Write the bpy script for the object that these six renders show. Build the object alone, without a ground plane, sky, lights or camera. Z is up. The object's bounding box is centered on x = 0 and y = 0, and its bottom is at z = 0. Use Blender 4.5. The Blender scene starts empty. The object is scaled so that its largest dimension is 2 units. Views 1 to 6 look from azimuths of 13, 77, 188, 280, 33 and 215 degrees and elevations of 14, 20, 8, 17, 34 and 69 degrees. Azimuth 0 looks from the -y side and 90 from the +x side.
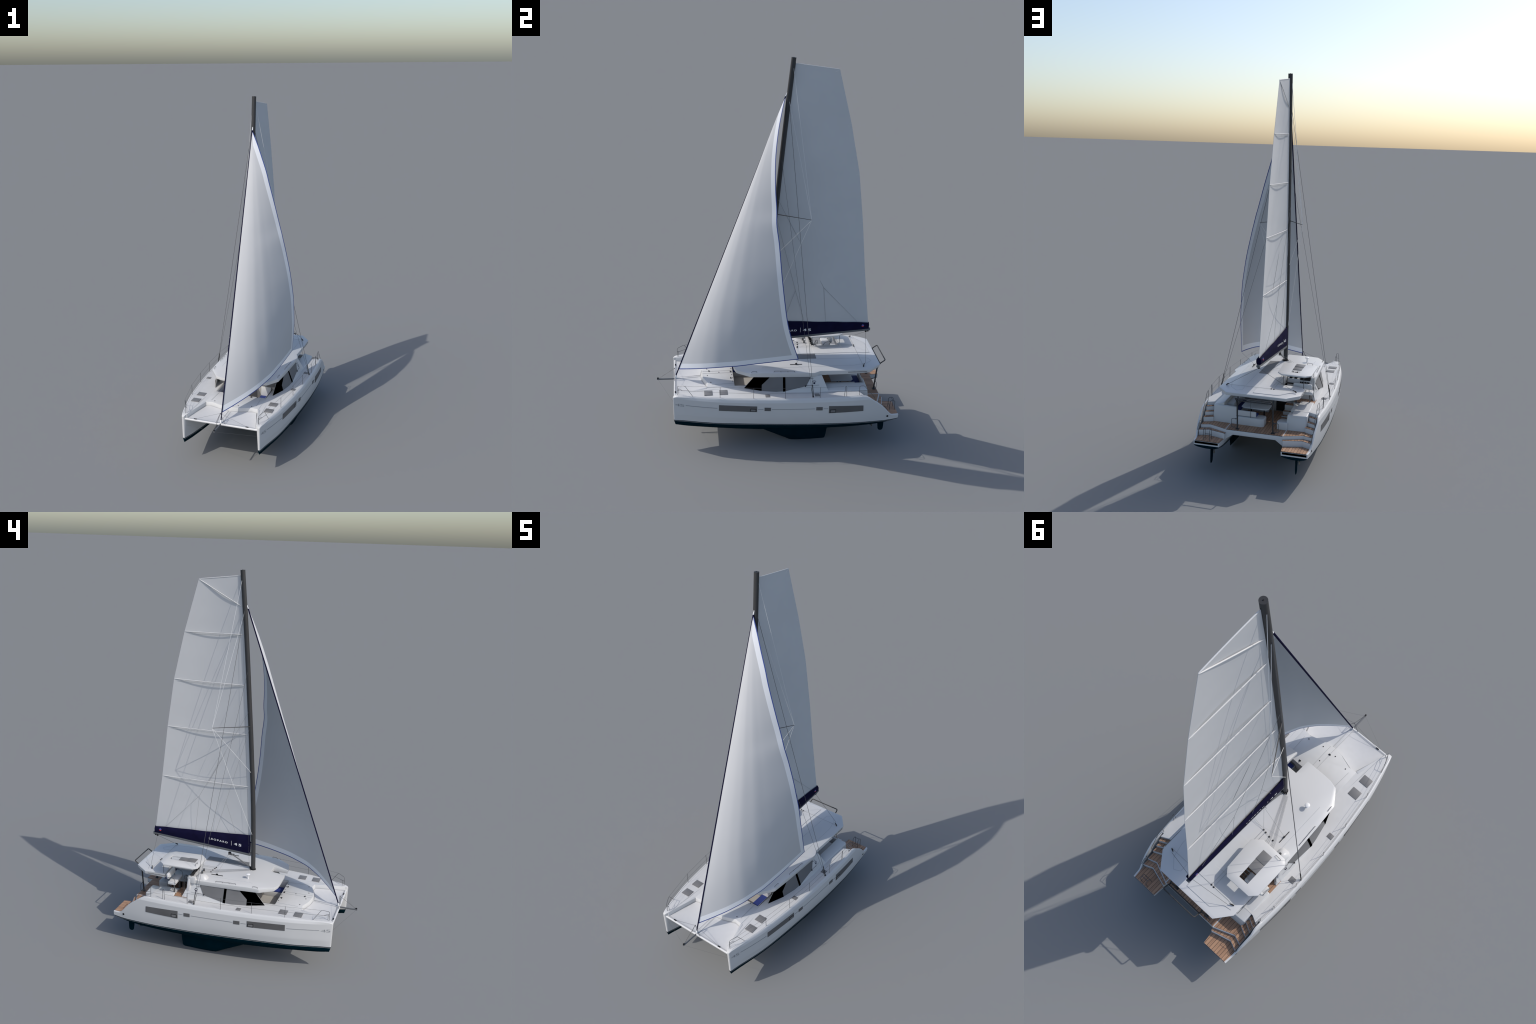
# A sailing catamaran under full sail.  All geometry is written in the boat's own
# frame (x = beam, y = aft, z = up); the top-level Empty turns it into the scene.
import bpy, bmesh, math, random
import numpy as np
from mathutils import Vector, Matrix, noise

random.seed(7)
SC = bpy.context.scene.collection

# ------------------------------------------------------------------ materials
def material(name, color, rough=0.5, metal=0.0, spec=0.5, noise_scale=0.0, noise_amt=0.0,
             coat=0.0, bump=0.0, sheen=0.0):
    m = bpy.data.materials.new(name)
    m.use_nodes = True
    nt = m.node_tree
    b = nt.nodes["Principled BSDF"]
    b.inputs["Roughness"].default_value = rough
    b.inputs["Metallic"].default_value = metal
    b.inputs["Specular IOR Level"].default_value = spec
    b.inputs["Coat Weight"].default_value = coat
    b.inputs["Sheen Weight"].default_value = sheen
    b.inputs["Base Color"].default_value = (*color, 1)
    if noise_amt or bump:
        tc = nt.nodes.new("ShaderNodeTexCoord")
        nz = nt.nodes.new("ShaderNodeTexNoise")
        nz.inputs["Scale"].default_value = noise_scale
        nz.inputs["Detail"].default_value = 5
        nt.links.new(tc.outputs["Object"], nz.inputs["Vector"])
        if noise_amt:
            r = nt.nodes.new("ShaderNodeValToRGB")
            r.color_ramp.elements[0].position = 0.3
            r.color_ramp.elements[1].position = 0.7
            r.color_ramp.elements[0].color = (*[c * (1 - noise_amt) for c in color], 1)
            r.color_ramp.elements[1].color = (*[min(1, c * (1 + noise_amt)) for c in color], 1)
            nt.links.new(nz.outputs["Fac"], r.inputs["Fac"])
            nt.links.new(r.outputs["Color"], b.inputs["Base Color"])
        if bump:
            bp = nt.nodes.new("ShaderNodeBump")
            bp.inputs["Strength"].default_value = bump
            bp.inputs["Distance"].default_value = 0.002
            nt.links.new(nz.outputs["Fac"], bp.inputs["Height"])
            nt.links.new(bp.outputs["Normal"], b.inputs["Normal"])
    return m


def teak_material():
    m = bpy.data.materials.new("teak")
    m.use_nodes = True
    nt = m.node_tree
    b = nt.nodes["Principled BSDF"]
    b.inputs["Roughness"].default_value = 0.6
    tc = nt.nodes.new("ShaderNodeTexCoord")
    mp = nt.nodes.new("ShaderNodeMapping")
    mp.inputs["Scale"].default_value = (300, 18, 60)
    nz = nt.nodes.new("ShaderNodeTexNoise")
    nz.inputs["Scale"].default_value = 1.0
    nz.inputs["Detail"].default_value = 4
    geo = nt.nodes.new("ShaderNodeNewGeometry")
    add = nt.nodes.new("ShaderNodeMath"); add.operation = "MULTIPLY_ADD"
    add.inputs[1].default_value = 0.45
    r = nt.nodes.new("ShaderNodeValToRGB")
    e = r.color_ramp.elements
    e[0].position, e[0].color = 0.25, (0.275, 0.150, 0.088, 1)
    e[1].position, e[1].color = 0.95, (0.470, 0.275, 0.165, 1)
    L = nt.links.new
    L(tc.outputs["Object"], mp.inputs["Vector"]); L(mp.outputs["Vector"], nz.inputs["Vector"])
    L(geo.outputs["Random Per Island"], add.inputs[0]); L(nz.outputs["Fac"], add.inputs[2])
    L(add.outputs[0], r.inputs["Fac"]); L(r.outputs["Color"], b.inputs["Base Color"])
    return m


M = dict(
    gelcoat=material("white_gelcoat", (0.610, 0.608, 0.603), 0.35, coat=0.0, noise_scale=9, noise_amt=0.012),
    nonskid=material("nonskid_deck", (0.590, 0.587, 0.578), 0.6, noise_scale=30, noise_amt=0.02),
    net=material("trampoline_cloth", (0.585, 0.583, 0.58), 0.8, noise_scale=40, noise_amt=0.02),
    sail=material("sail_cloth", (0.585, 0.588, 0.592), 0.8, spec=0.2, noise_scale=6, noise_amt=0.02),
    jib=material("headsail_cloth", (0.54, 0.545, 0.555), 0.8, spec=0.2, noise_scale=5, noise_amt=0.015),
    jibband=material("headsail_border", (0.76, 0.775, 0.80), 0.8, spec=0.2),
    batten=material("batten_sleeve", (0.66, 0.655, 0.645), 0.7),
    navy=material("navy_canvas", (0.0080, 0.0072, 0.030), 0.85, spec=0.05, noise_scale=25, noise_amt=0.15),
    blue=material("blue_edge_strip", (0.028, 0.058, 0.26), 0.6),
    cushion=material("blue_cushion", (0.022, 0.042, 0.20), 0.8, noise_scale=40, noise_amt=0.08),
    antifoul=material("antifouling", (0.0004, 0.0135, 0.0215), 0.9, spec=0.02, noise_scale=20, noise_amt=0.12),
    mast=material("dark_anodised", (0.044, 0.044, 0.045), 0.5, spec=0.3, noise_scale=12, noise_amt=0.05),
    boom=material("grey_anodised", (0.115, 0.12, 0.125), 0.45, noise_scale=12, noise_amt=0.05),
    steel=material("dull_steel", (0.085, 0.087, 0.090), 0.35, metal=0.3),
    wire=material("rigging_wire", (0.10, 0.10, 0.105), 0.5, metal=0.2),
    cord=material("grey_cord", (0.26, 0.26, 0.265), 0.8),
    rope=material("pale_rope", (0.72, 0.72, 0.72), 0.8),
    black=material("black_fitting", (0.008, 0.008, 0.009), 0.6, spec=0.3),
    pane_black=material("black_pane", (0.0, 0.0, 0.0), 0.6, spec=0.0),
    pane=material("tinted_pane", (0.155, 0.155, 0.158), 0.4, spec=0.3, noise_scale=7, noise_amt=0.10),
    hatch=material("hatch_pane", (0.188, 0.186, 0.186), 0.4, spec=0.3, noise_scale=14, noise_amt=0.06),
    hullpane=material("portlight_pane", (0.118, 0.116, 0.116), 0.4, spec=0.3, noise_scale=9, noise_amt=0.12),
    mark=material("grey_marking", (0.28, 0.29, 0.30), 0.6),
    groove=material("deck_groove", (0.40, 0.415, 0.44), 0.7),
    beige=material("beige_lining", (0.44, 0.42, 0.39), 0.7),
    caulk=material("black_caulk", (0.018, 0.016, 0.015), 0.7),
    red=material("red_marking", (0.55, 0.05, 0.06), 0.6),
    sky=material("badge_blue", (0.07, 0.13, 0.45), 0.6),
    white=material("white_print", (0.80, 0.80, 0.80), 0.6),
    dome=material("white_plastic", (0.80, 0.80, 0.80), 0.4),
    bronze=material("bronze_propeller", (0.20, 0.18, 0.15), 0.4, metal=0.6),
    teak=teak_material(),
)

# ------------------------------------------------------------------ mesh tools
ROOT = bpy.data.objects.new("sailing_catamaran", None)
SC.objects.link(ROOT)
ROOT["label"] = "white cruising catamaran under full sail with teak stern steps"
ROOT["category"] = "sailing boat"


def link(name, me, mat, parent=None, stuff=False, angle=35, smooth=True):
    if smooth:
        me.shade_smooth()
        me.set_sharp_from_angle(angle=math.radians(angle))
    for m in (mat if isinstance(mat, (list, tuple)) else [mat]):
        if len(me.materials) < (len(mat) if isinstance(mat, (list, tuple)) else 1):
            me.materials.append(M[m])
    o = bpy.data.objects.new(name, me)
    SC.objects.link(o)
    o.parent = parent or ROOT
    if stuff:
        o["kind"] = "stuff"
    return o


def again(o, loc=(0, 0, 0), rot=None, scale=None, parent=None):
    c = o.copy()
    SC.objects.link(c)
    c.location = loc
    if rot: c.rotation_euler = rot
    if scale: c.scale = scale
    if parent: c.parent = parent
    return c


class Build:
    """collects pieces into one mesh"""
    def __init__(self):
        self.v, self.f = [], []

    def grid(self, rows, close=False):
        b = len(self.v)
        n = len(rows[0])
        for r in rows: self.v += [tuple(p) for p in r]
        for i in range(len(rows) - 1):
            for j in range(n if close else n - 1):
                k = (j + 1) % n
                self.f.append((b + i * n + j, b + i * n + k, b + (i + 1) * n + k, b + (i + 1) * n + j))
        return b

    def cap(self, idx):
        self.f.append(tuple(idx))

    def tube(self, pts, r, n=8, closed=False, flat=1.0):
        pts = [Vector(p) for p in pts]
        m = len(pts)
        rows = []
        up = None
        for i, p in enumerate(pts):
            a = pts[(i - 1) % m] if (i > 0 or closed) else p
            c = pts[(i + 1) % m] if (i < m - 1 or closed) else p
            t = (c - a).normalized()
            if up is None:
                up = Vector((0, 0, 1)) if abs(t.z) < 0.9 else Vector((0, 1, 0))
            s = t.cross(up).normalized()
            up = s.cross(t).normalized()
            k = 1.0
            if 0 < i < m - 1 or closed:                       # keep the width in bends
                d1, d2 = (p - a).normalized(), (c - p).normalized()
                k = 1 / max(0.6, math.sqrt(max(0.01, (1 + d1.dot(d2)) / 2)))
            ri = r[i] if isinstance(r, (list, tuple)) else r
            rows.append([p + s * math.cos(q) * ri * flat + up * math.sin(q) * ri * k
                         for q in [2 * math.pi * j / n for j in range(n)]])
        if closed: rows.append(rows[0])
        b = self.grid(rows, close=True)
        if not closed:
            self.cap([b + j for j in range(n)][::-1])
            self.cap([b + (m - 1) * n + j for j in range(n)])
        return self

    def box(self, x0, x1, y0, y1, z0, z1):
        return self.prism([(x0, y0), (x1, y0), (x1, y1), (x0, y1)], z0, z1)

    def prism(self, poly, z0, z1, top=None):
        """poly (x,y) from z0 to z1; top: another polygon for a tapered block.  z may be callables of (x,y)"""
        a = sum(p[0] * q[1] - q[0] * p[1] for p, q in zip(poly, poly[1:] + poly[:1]))
        if a < 0:
            poly = poly[::-1]; top = top[::-1] if top else None
        top = top or poly
        f0 = z0 if callable(z0) else (lambda x, y: z0)
        f1 = z1 if callable(z1) else (lambda x, y: z1)
        b, n = len(self.v), len(poly)
        self.v += [(x, y, f0(x, y)) for x, y in poly] + [(x, y, f1(x, y)) for x, y in top]
        self.f.append(tuple(b + i for i in range(n))[::-1])
        self.f.append(tuple(b + n + i for i in range(n)))
        for i in range(n):
            j = (i + 1) % n
            self.f.append((b + i, b + j, b + n + j, b + n + i))
        return self

    def ball(self, c, r, n=12, m=8, scale=(1, 1, 1), z0=-1.0):
        rows = []
        lo = math.asin(z0)
        for i in range(m + 1):
            t = lo + (math.pi / 2 - lo) * i / m
            rows.append([(c[0] + r * scale[0] * math.cos(t) * math.cos(q), c[1] + r * scale[1] * math.cos(t) * math.sin(q),
                          c[2] + r * scale[2] * math.sin(t)) for q in [2 * math.pi * j / n for j in range(n)]])
        self.grid(rows, close=True)
        return self

    def sheet(self, rows, th):
        """a cloth: two faces th apart and a rim, each with vertices of its own so the edges stay crisp"""
        P = np.array([[tuple(p) for p in r] for r in rows])
        du, dv = np.gradient(P, axis=1), np.gradient(P, axis=0)
        n = np.cross(du, dv); l = np.linalg.norm(n, axis=2, keepdims=True)
        n = n / np.maximum(l, 1e-12) * (l > 1e-12)
        F, K = P + n * th / 2, P - n * th / 2
        self.grid(F.tolist()); self.grid([r[::-1] for r in K.tolist()])
        ring = lambda g: g[0].tolist() + g[1:-1, -1].tolist() + g[-1, ::-1].tolist() + g[-2:0:-1, 0].tolist()
        self.grid([ring(F), ring(K)], close=True)
        return self

    def mirror(self):
        """adds the other side (x -> -x)"""
        b = len(self.v)
        self.v += [(-x, y, z) for x, y, z in self.v]
        self.f += [tuple(b + i for i in f[::-1]) for f in self.f]
        return self

    def flipped(self):
        o = Build()
        o.v = [(-x, y, z) for x, y, z in self.v]
        o.f = [f[::-1] for f in self.f]
        return o

    def mesh(self, name="part", bevel=0.0, seg=2, merge=1e-6, bevel_angle=30):
        bm = bmesh.new()
        vs = [bm.verts.new(p) for p in self.v]
        for f in self.f:
            g = [vs[i] for i in dict.fromkeys(f)]
            if len(g) > 2:
                try: bm.faces.new(g)
                except ValueError: pass
        if merge:
            bmesh.ops.remove_doubles(bm, verts=bm.verts, dist=merge)
        bmesh.ops.dissolve_degenerate(bm, edges=bm.edges, dist=1e-7)
        bmesh.ops.recalc_face_normals(bm, faces=bm.faces)
        if bevel:
            ed = [e for e in bm.edges if len(e.link_faces) == 2 and e.calc_face_angle(0) > math.radians(bevel_angle)]
            bmesh.ops.bevel(bm, geom=ed, offset=bevel, segments=seg, affect="EDGES", profile=0.5, clamp_overlap=True)
        me = bpy.data.meshes.new(name)
        bm.to_mesh(me)
        bm.free()
        return me


def pchip(xs, ys):
    """smooth, overshoot-free curve through control points"""
    xs, ys = np.array(xs, float), np.array(ys, float)
    h, d = np.diff(xs), np.diff(ys) / np.diff(xs)
    m = np.zeros(len(xs)); m[0], m[-1] = d[0], d[-1]
    for i in range(1, len(xs) - 1):
        if d[i - 1] * d[i] > 0:
            w1, w2 = 2 * h[i] + h[i - 1], h[i] + 2 * h[i - 1]
            m[i] = (w1 + w2) / (w1 / d[i - 1] + w2 / d[i])
    def f(x):
        x = min(max(x, xs[0]), xs[-1])
        i = min(int(np.searchsorted(xs, x, "right")) - 1, len(h) - 1)
        t = (x - xs[i]) / h[i]
        return float((2*t**3 - 3*t*t + 1) * ys[i] + (t**3 - 2*t*t + t) * h[i] * m[i] + (3*t*t - 2*t**3) * ys[i+1] + (t**3 - t*t) * h[i] * m[i+1])
    return f


def line(xs, ys):
    return lambda x: float(np.interp(x, xs, ys))


def rounded(pts, r, n=5, closed=False):
    """polyline with its corners rounded"""
    pts = [Vector(p) for p in pts]
    out = []
    m = len(pts)
    for i, p in enumerate(pts):
        if not closed and i in (0, m - 1):
            out.append(p); continue
        a, c = pts[(i - 1) % m], pts[(i + 1) % m]
        ra = min(r, (a - p).length * 0.45, (c - p).length * 0.45)
        p0, p1 = p + (a - p).normalized() * ra, p + (c - p).normalized() * ra
        for k in range(n + 1):
            t = k / n
            out.append(p0 * (1 - t) ** 2 + p * 2 * t * (1 - t) + p1 * t * t)
    return out


def clip_strip(poly, x0, x1):
    """part of a polygon between two x values"""
    def cut(ps, f):
        out = []
        for p, q in zip(ps, ps[1:] + ps[:1]):
            a, b = f(p), f(q)
            if a >= 0: out.append(p)
            if a * b < 0:
                t = a / (a - b)
                out.append((p[0] + (q[0] - p[0]) * t, p[1] + (q[1] - p[1]) * t))
        return out
    ps = cut(poly, lambda p: p[0] - x0)
    return cut(ps, lambda p: x1 - p[0]) if len(ps) > 2 else []


def planks(B, C, poly, z, pitch=0.0145, gap=0.0016, thick=0.0022, x_origin=0.0):
    """teak planks running fore and aft over a polygon, on a dark bed of caulking"""
    C.prism(poly, z - thick - 0.0016, z - 0.0007)
    xs = [p[0] for p in poly]
    k = math.floor((min(xs) - x_origin) / pitch)
    while x_origin + k * pitch < max(xs):
        a = x_origin + k * pitch
        ps = clip_strip(poly, a + gap / 2, a + pitch - gap / 2)
        area = abs(sum(p[0] * q[1] - q[0] * p[1] for p, q in zip(ps, ps[1:] + ps[:1]))) if len(ps) > 2 else 0
        if area > 4e-6:
            B.prism(ps, z - thick, z)
        k += 1


def text_mesh(body, height, widen=1.0, spacing=1.0, bold=0.0):
    cu = bpy.data.curves.new("lettering", "FONT")
    cu.body = body; cu.size = 1.0; cu.space_character = spacing; cu.offset = bold
    cu.fill_mode = "FRONT"; cu.resolution_u = 4
    o = bpy.data.objects.new("lettering", cu)
    SC.objects.link(o)
    dg = bpy.context.evaluated_depsgraph_get()
    me = bpy.data.meshes.new_from_object(o.evaluated_get(dg))
    bpy.data.objects.remove(o); bpy.data.curves.remove(cu)
    co = np.array([v.co[:] for v in me.vertices])
    k = height / (co[:, 1].max() - co[:, 1].min())
    co -= [co[:, 0].min(), co[:, 1].min(), 0]
    co *= [k * widen, k, 1]
    for v, c in zip(me.vertices, co): v.co = c
    return me, co[:, 0].max()


def print_on(me, fn):
    """moves flat lettering (u, v) onto a surface fn(u, v) -> (x, y, z)"""
    for v in me.vertices: v.co = fn(v.co.x, v.co.y)
    me.update()
    return me


# ------------------------------------------------------------------ hull form
# painted waterline: it sags amidships and sweeps up under the transom
z_wl = pchip([-.571, -.28, -.05, .2, .43, .54, .588, .63], [.154, .154, .1515, .1475, .1445, .1440, .1470, .1535])
XC = 0.2215                                                    # hull centre line
x_mid = pchip([-.571, -.5695, -.566, -.561, -.54, -.514, -.45, -.339, -.22, -.137, 0, .12, .2, .3, .425, .567, .63],
              [.2245, .2275, .2295, .2310, .238, .2455, .262, .2845, .2985, .3065, .3150, .3190, .3200, .3180, .3105, .2985, .2905])
x_wl = pchip([-.571, -.5695, -.566, -.55, -.506, -.45, -.353, -.225, -.1, .05, .2, .35, .43, .54, .59, .63],
             [.2243, .2268, .2283, .2310, .2390, .2520, .2715, .2860, .2950, .3030, .3065, .3050, .3010, .2920, .2880, .2860])
x_in_wl = pchip([-.571, -.5695, -.566, -.55, -.506, -.446, -.369, -.25, -.1, .1, .3, .5, .63],
                [.2187, .2162, .2148, .2102, .197, .184, .168, .155, .148, .145, .147, .152, .1565])
x_in_top = pchip([-.571, -.5695, -.566, -.555, -.500, -.396, -.384, .41, .55, .63],
                 [.2190, .2158, .2122, .206, .190, .157, .152, .150, .150, .1555])
z_bot = pchip([-.571, -.5, -.337, -.2, -.07, .1, .25, .43, .52, .6, .63],
              [.123, .112, .101, .093, .0875, .0865, .089, .096, .104, .126, .141])
z_top = pchip([-.571, -.568, -.562, -.55, -.5, -.4, -.3, .40, .435, .455, .49, .533, .563, .586, .594, .63],
              [.283, .2885, .292, .2955, .299, .3015, .3035, .3035, .3020, .2945, .270, .238, .205, .1800, .1765, .1765])
full = pchip([-.571, -.45, -.2, .1, .63], [1.5, 1.25, 1.02, .98, .95])    # section fullness below water


def x_outer(y, z):
    """outer topside surface"""
    m, w = x_mid(y), x_wl(y)
    lean = 0.0075 * min(1, max(0.0, (y + .571) / .12))
    if z < 0.2835:
        t = max(0.0, (z - z_wl(y)) / (0.2835 - z_wl(y)))
        soft = 1 - (1 - t) ** 3.2
        hard = .66 * t / .288 if t < .288 else .66 + .34 * (t - .288) / .712      # knuckle above the waterline
        k = min(1, max(0, (-.08 - y) / .22))
        return w + (m - w) * (soft * (1 - k) + hard * k)
    return m - lean * ((z - 0.2835) / 0.0195)


def stem(y, z):
    """the stem rakes aft a little, more at the forefoot"""
    f = min(1, max(0, (-.47 - y) / .10))
    return y + f * ((0.004 * min(1, max(0, (.285 - z) / .131))) + (0.009 * max(0, .150 - z) / .03))


STATIONS = [-.571, -.5703, -.5695, -.568, -.566, -.563, -.559, -.553, -.545, -.535, -.52, -.50, -.48, -.45, -.42, -.396, -.384]
STATIONS += [float(v) for v in np.linspace(-.36, .40, 36)]
STATIONS += [.41, .4101, .425, .44, .45, .46, .475, .49, .51, .533, .55, .563, .575, .582, .588, .594, .605, .618, .6285]


def hull_rows(part):
    rows = []
    for y in STATIONS:
        zt, zb = z_top(y), z_bot(y)
        if part in ("topside", "deck"):
            deck = y <= .410
            xi = x_in_top(y)
            zf = zt if deck else min(zt - .004, .1715)
            pts = [(xi, zf)]
            for k in range(1, 7):                               # inner side, deck down to the waterline
                t = k / 6
                pts.append((xi + (x_in_wl(y) - xi) * t ** 1.5, zf + (z_wl(y) - zf) * t))
            pts = pts[::-1]
            # across the floor / deck to the bulwark, over it and down the outer side
            edge = x_outer(y, zt)
            wid = min(0.0085, (edge - xi) * .4)
            rim = min(0.003, (edge - xi) * .2)
            if deck:
                xs = [xi + (edge - wid - xi) * t for t in (.25, .5, .75, 1)]
                pts += [(x, zt) for x in xs] + [(edge - wid * .55, zt), (edge - rim, zt - .0002)]
            else:
                xs = [xi + (edge - wid - xi) * t for t in (.25, .5, .75, 1)]
                pts += [(x, zf) for x in xs] + [(edge - wid, zt), (edge - rim, zt)]
            pts.append((x_outer(y, zt - .003), zt - .003))
            for z in (.2935, .2855, .2835, .2815, .270, .255, .238, .222, .206, .1925, .1885, .1845, .175, .162, z_wl(y)):
                z = max(min(z, zt - .003 - (.2935 - z) * .02), z_wl(y))
                pts.append((x_outer(y, z), z))
        else:
            wo, wi, n = x_wl(y) - XC, x_in_wl(y) - XC, full(y)
            pts = []
            for w, ang in ((wo, np.linspace(0, math.pi / 2, 13)), (wi, np.linspace(math.pi / 2, 0, 13)[1:])):
                for a in ang:
                    pts.append((XC + w * max(0.0, math.cos(a)) ** n, z_wl(y) - (z_wl(y) - zb) * math.sin(a)))
        rows.append([(x, stem(y, z), z) for x, z in pts])
    return rows


def hull_mesh(part, side):
    B = Build()
    rows = hull_rows(part)
    n = len(rows[0])
    if part in ("topside", "deck"):
        deck = lambda i, j: 6 <= j < 11 and STATIONS[i] < .4095
        b = B.grid(rows)
        B.f = [f for k, f in enumerate(B.f) if deck(k // (n - 1), k % (n - 1)) == (part == "deck")]
        if part == "deck":
            return (B if side > 0 else B.flipped()).mesh(part, merge=1e-7)
    else:
        b = B.grid(rows)
    B.cap([b + j for j in range(n)])
    e = b + (len(rows) - 1) * n
    B.cap([e + j for j in range(n)])
    return (B if side > 0 else B.flipped()).mesh(part, merge=1e-7)


def on_hull(side, out=0.0012):
    return lambda y, z: (side * (x_outer(y, z) + out), y, z)


def hull_patch(corners, side, n=14, m=4, out=0.0012):
    """a thin plate lying on the outer topside; corners (y,z): fore-top, aft-top, aft-low, fore-low"""
    a, b, c, d = [np.array(p) for p in corners]
    B = Build()
    front, back = [], []
    for i in range(m + 1):
        t = i / m
        r0, r1 = [], []
        for j in range(n + 1):
            s = j / n
            y, z = (a * (1 - s) + b * s) * (1 - t) + (d * (1 - s) + c * s) * t
            x = x_outer(y, z)
            r0.append((side * (x + out), y, z)); r1.append((side * (x - .004), y, z))
        front.append(r0); back.append(r1)
    B.grid(front); B.grid(back)
    def rim(f): return [f[0][j] for j in range(n + 1)] + [f[i][n] for i in range(1, m + 1)] + [f[m][j] for j in range(n - 1, -1, -1)] + [f[i][0] for i in range(m - 1, 0, -1)]
    B.grid([rim(front), rim(back)], close=True)
    return B.mesh("plate", merge=1e-7)


# keel, rudder, propeller -------------------------------------------------------
def foil(B, x, stations, n=18):
    """stations: (z, y_fore, y_aft, thickness)"""
    rows = []
    for z, yf, ya, th in stations:
        c = ya - yf
        r = []
        for j in range(n):
            q = 2 * math.pi * j / n
            s = (1 - math.cos(q)) / 2
            t = th * 1.9 * (0.7 * math.sqrt(s) - 0.35 * s - 0.35 * s * s) * (1 if q <= math.pi else -1)
            r.append((x + t, yf + c * s, z))
        rows.append(r)
    b = B.grid(rows, close=True)
    B.cap([b + j for j in range(n)]); B.cap([b + (len(rows) - 1) * n + j for j in range(n)][::-1])
    return B


hulls = []
for side in (1, -1):
    hull = link("hull", hull_mesh("topside", side), "gelcoat", angle=38)
    hulls.append(hull)
    link("side_deck", hull_mesh("deck", side), "nonskid", hull)
    link("hull_bottom", hull_mesh("bottom", side), "antifoul", hull, angle=50)
    # white boot line just under the waterline
    B = Build()
    rows = []
    for y in STATIONS:
        n, zb = full(y), z_bot(y)
        r = []
        for zz in (z_wl(y) - .0038, z_wl(y) - .0060):
            a = math.asin(min(1, ((z_wl(y) - zz) / (z_wl(y) - zb))))
            w = x_wl(y) - XC
            r.append((side * (XC + w * math.cos(a) ** n + .0005), stem(y, zz) - (.0005 if y < -.56 else 0), zz))
        rows.append(r)
    B.grid(rows)
    rows = []
    for y in STATIONS:
        n, zb = full(y), z_bot(y)
        r = []
        for zz in (z_wl(y) - .0038, z_wl(y) - .0060):
            a = math.asin(min(1, ((z_wl(y) - zz) / (z_wl(y) - zb))))
            w = x_in_wl(y) - XC
            r.append((side * (XC + w * math.cos(a) ** n - .0005), stem(y, zz) - (.0005 if y < -.56 else 0), zz))
        rows.append(r)
    B.grid(rows)
    link("boot_stripe", B.mesh(merge=1e-7), "mark", hull)
    # keel
    B = Build()
    xk = side * .2180
    foil(B, xk, [(.105, -.160, .262, .034), (.060, -.070, .2570, .036), (.030, -.005, .2535, .033), (.012, .033, .250, .024),
                 (.004, .048, .247, .019), (.0012, .056, .243, .013), (0.0, .064, .236, .006)])
    link("keel", B.mesh(merge=0), "antifoul", hull, angle=60)
    B = Build()
    foil(B, side * .218, [(.135, .533, .574, .0115), (.095, .537, .573, .0115), (.060, .541, .573, .0105), (.048, .5425, .572, .009),
                          (.041, .546, .5695, .007), (.0375, .550, .566, .0045), (.0362, .555, .561, .002)])
    link("rudder", B.mesh(merge=0), "antifoul", hull, angle=60)
    B = Build()
    foil(B, side * .2225, [(.128, .470, .498, .010), (.088, .476, .496, .009), (.080, .479, .494, .006)])
    B.tube([(side * .2225, .478, .083), (side * .2225, .502, .080)], [.004, .0035], 10)
    link("sail_drive", B.mesh(merge=0), "antifoul", hull, angle=60)
    B = Build()
    B.tube([(side * .2225, .500, .0795), (side * .2225, .512, .079)], [.003, .0012], 10)
    for k in range(3):
        q = k * 2 * math.pi / 3 + .4
        d = Vector((math.cos(q), 0, math.sin(q)))
        c = Vector((side * .2225, .505, .0795))
        e = Vector((-d.z, 0, d.x)) * .0035 + Vector((0, .003, 0))
        B.grid([[c + d * .003 - e * .5, c + d * .003 + e * .5], [c + d * .010 - e, c + d * .010 + e], [c + d * .0155 - e * .5, c + d * .0155 + e * .5]])
    link("propeller", B.mesh(merge=0), "bronze", hull)
    # windows, stripe and number on the topside
    for cs in ([(-.334, .268), (-.137, .265), (-.137, .2315), (-.334, .234)],
               [(.240, .2605), (.4265, .2510), (.4285, .2175), (.241, .2170)]):
        link("hull_window", hull_patch(cs, side), "hullpane", hull)
    for cs in ([(-.1715, .2515), (-.1415, .2505), (-.1415, .2335), (-.1715, .234)],
               [(.2465, .2385), (.2780, .2385), (.2780, .2200), (.2465, .2195)]):
        link("opening_frame", hull_patch(cs, side, 4, 2, .0020), "black", hull)
        (a, b, c, d) = cs
        k = .003
        link("opening_pane", hull_patch([(a[0] + k, a[1] - k), (b[0] - k, b[1] - k), (c[0] - k, c[1] + k), (d[0] + k, d[1] + k)], side, 4, 2, .0026), "hatch", hull)
    for cs in ([(-.0985, .2580), (-.0655, .2575), (-.0655, .2380), (-.0985, .2385)], [(.1725, .2570), (.2065, .2560), (.2065, .2365), (.1725, .2375)]):
        link("porthole", hull_patch(cs, side, 4, 2), "hullpane", hull)
    for y0, y1, z0, z1 in ((-.505, -.342, .250, .2485), (-.132, -.104, .2475, .2475), (-.060, .166, .2475, .2465), (.2120, .2360, .2455, .245)):
        link("side_stripe", hull_patch([(y0, z0 + .0012), (y1, z1 + .0012), (y1, z1 - .0012), (y0, z0 - .0012)], side, 16, 1, .0010), "mark", hull)
    me, w = text_mesh("45", .0155, 1.55, .82, -.018)
    k = .047 / w
    if side > 0: print_on(me, lambda u, v: on_hull(1)(-.5605 + u * k, .2405 + v))
    else: print_on(me, lambda u, v: on_hull(-1)(-.5135 - u * k, .2405 + v))
    link("hull_number", me, "mark", hull, smooth=False)
    B = Build()
    x = x_outer(.567, .171)
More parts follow.
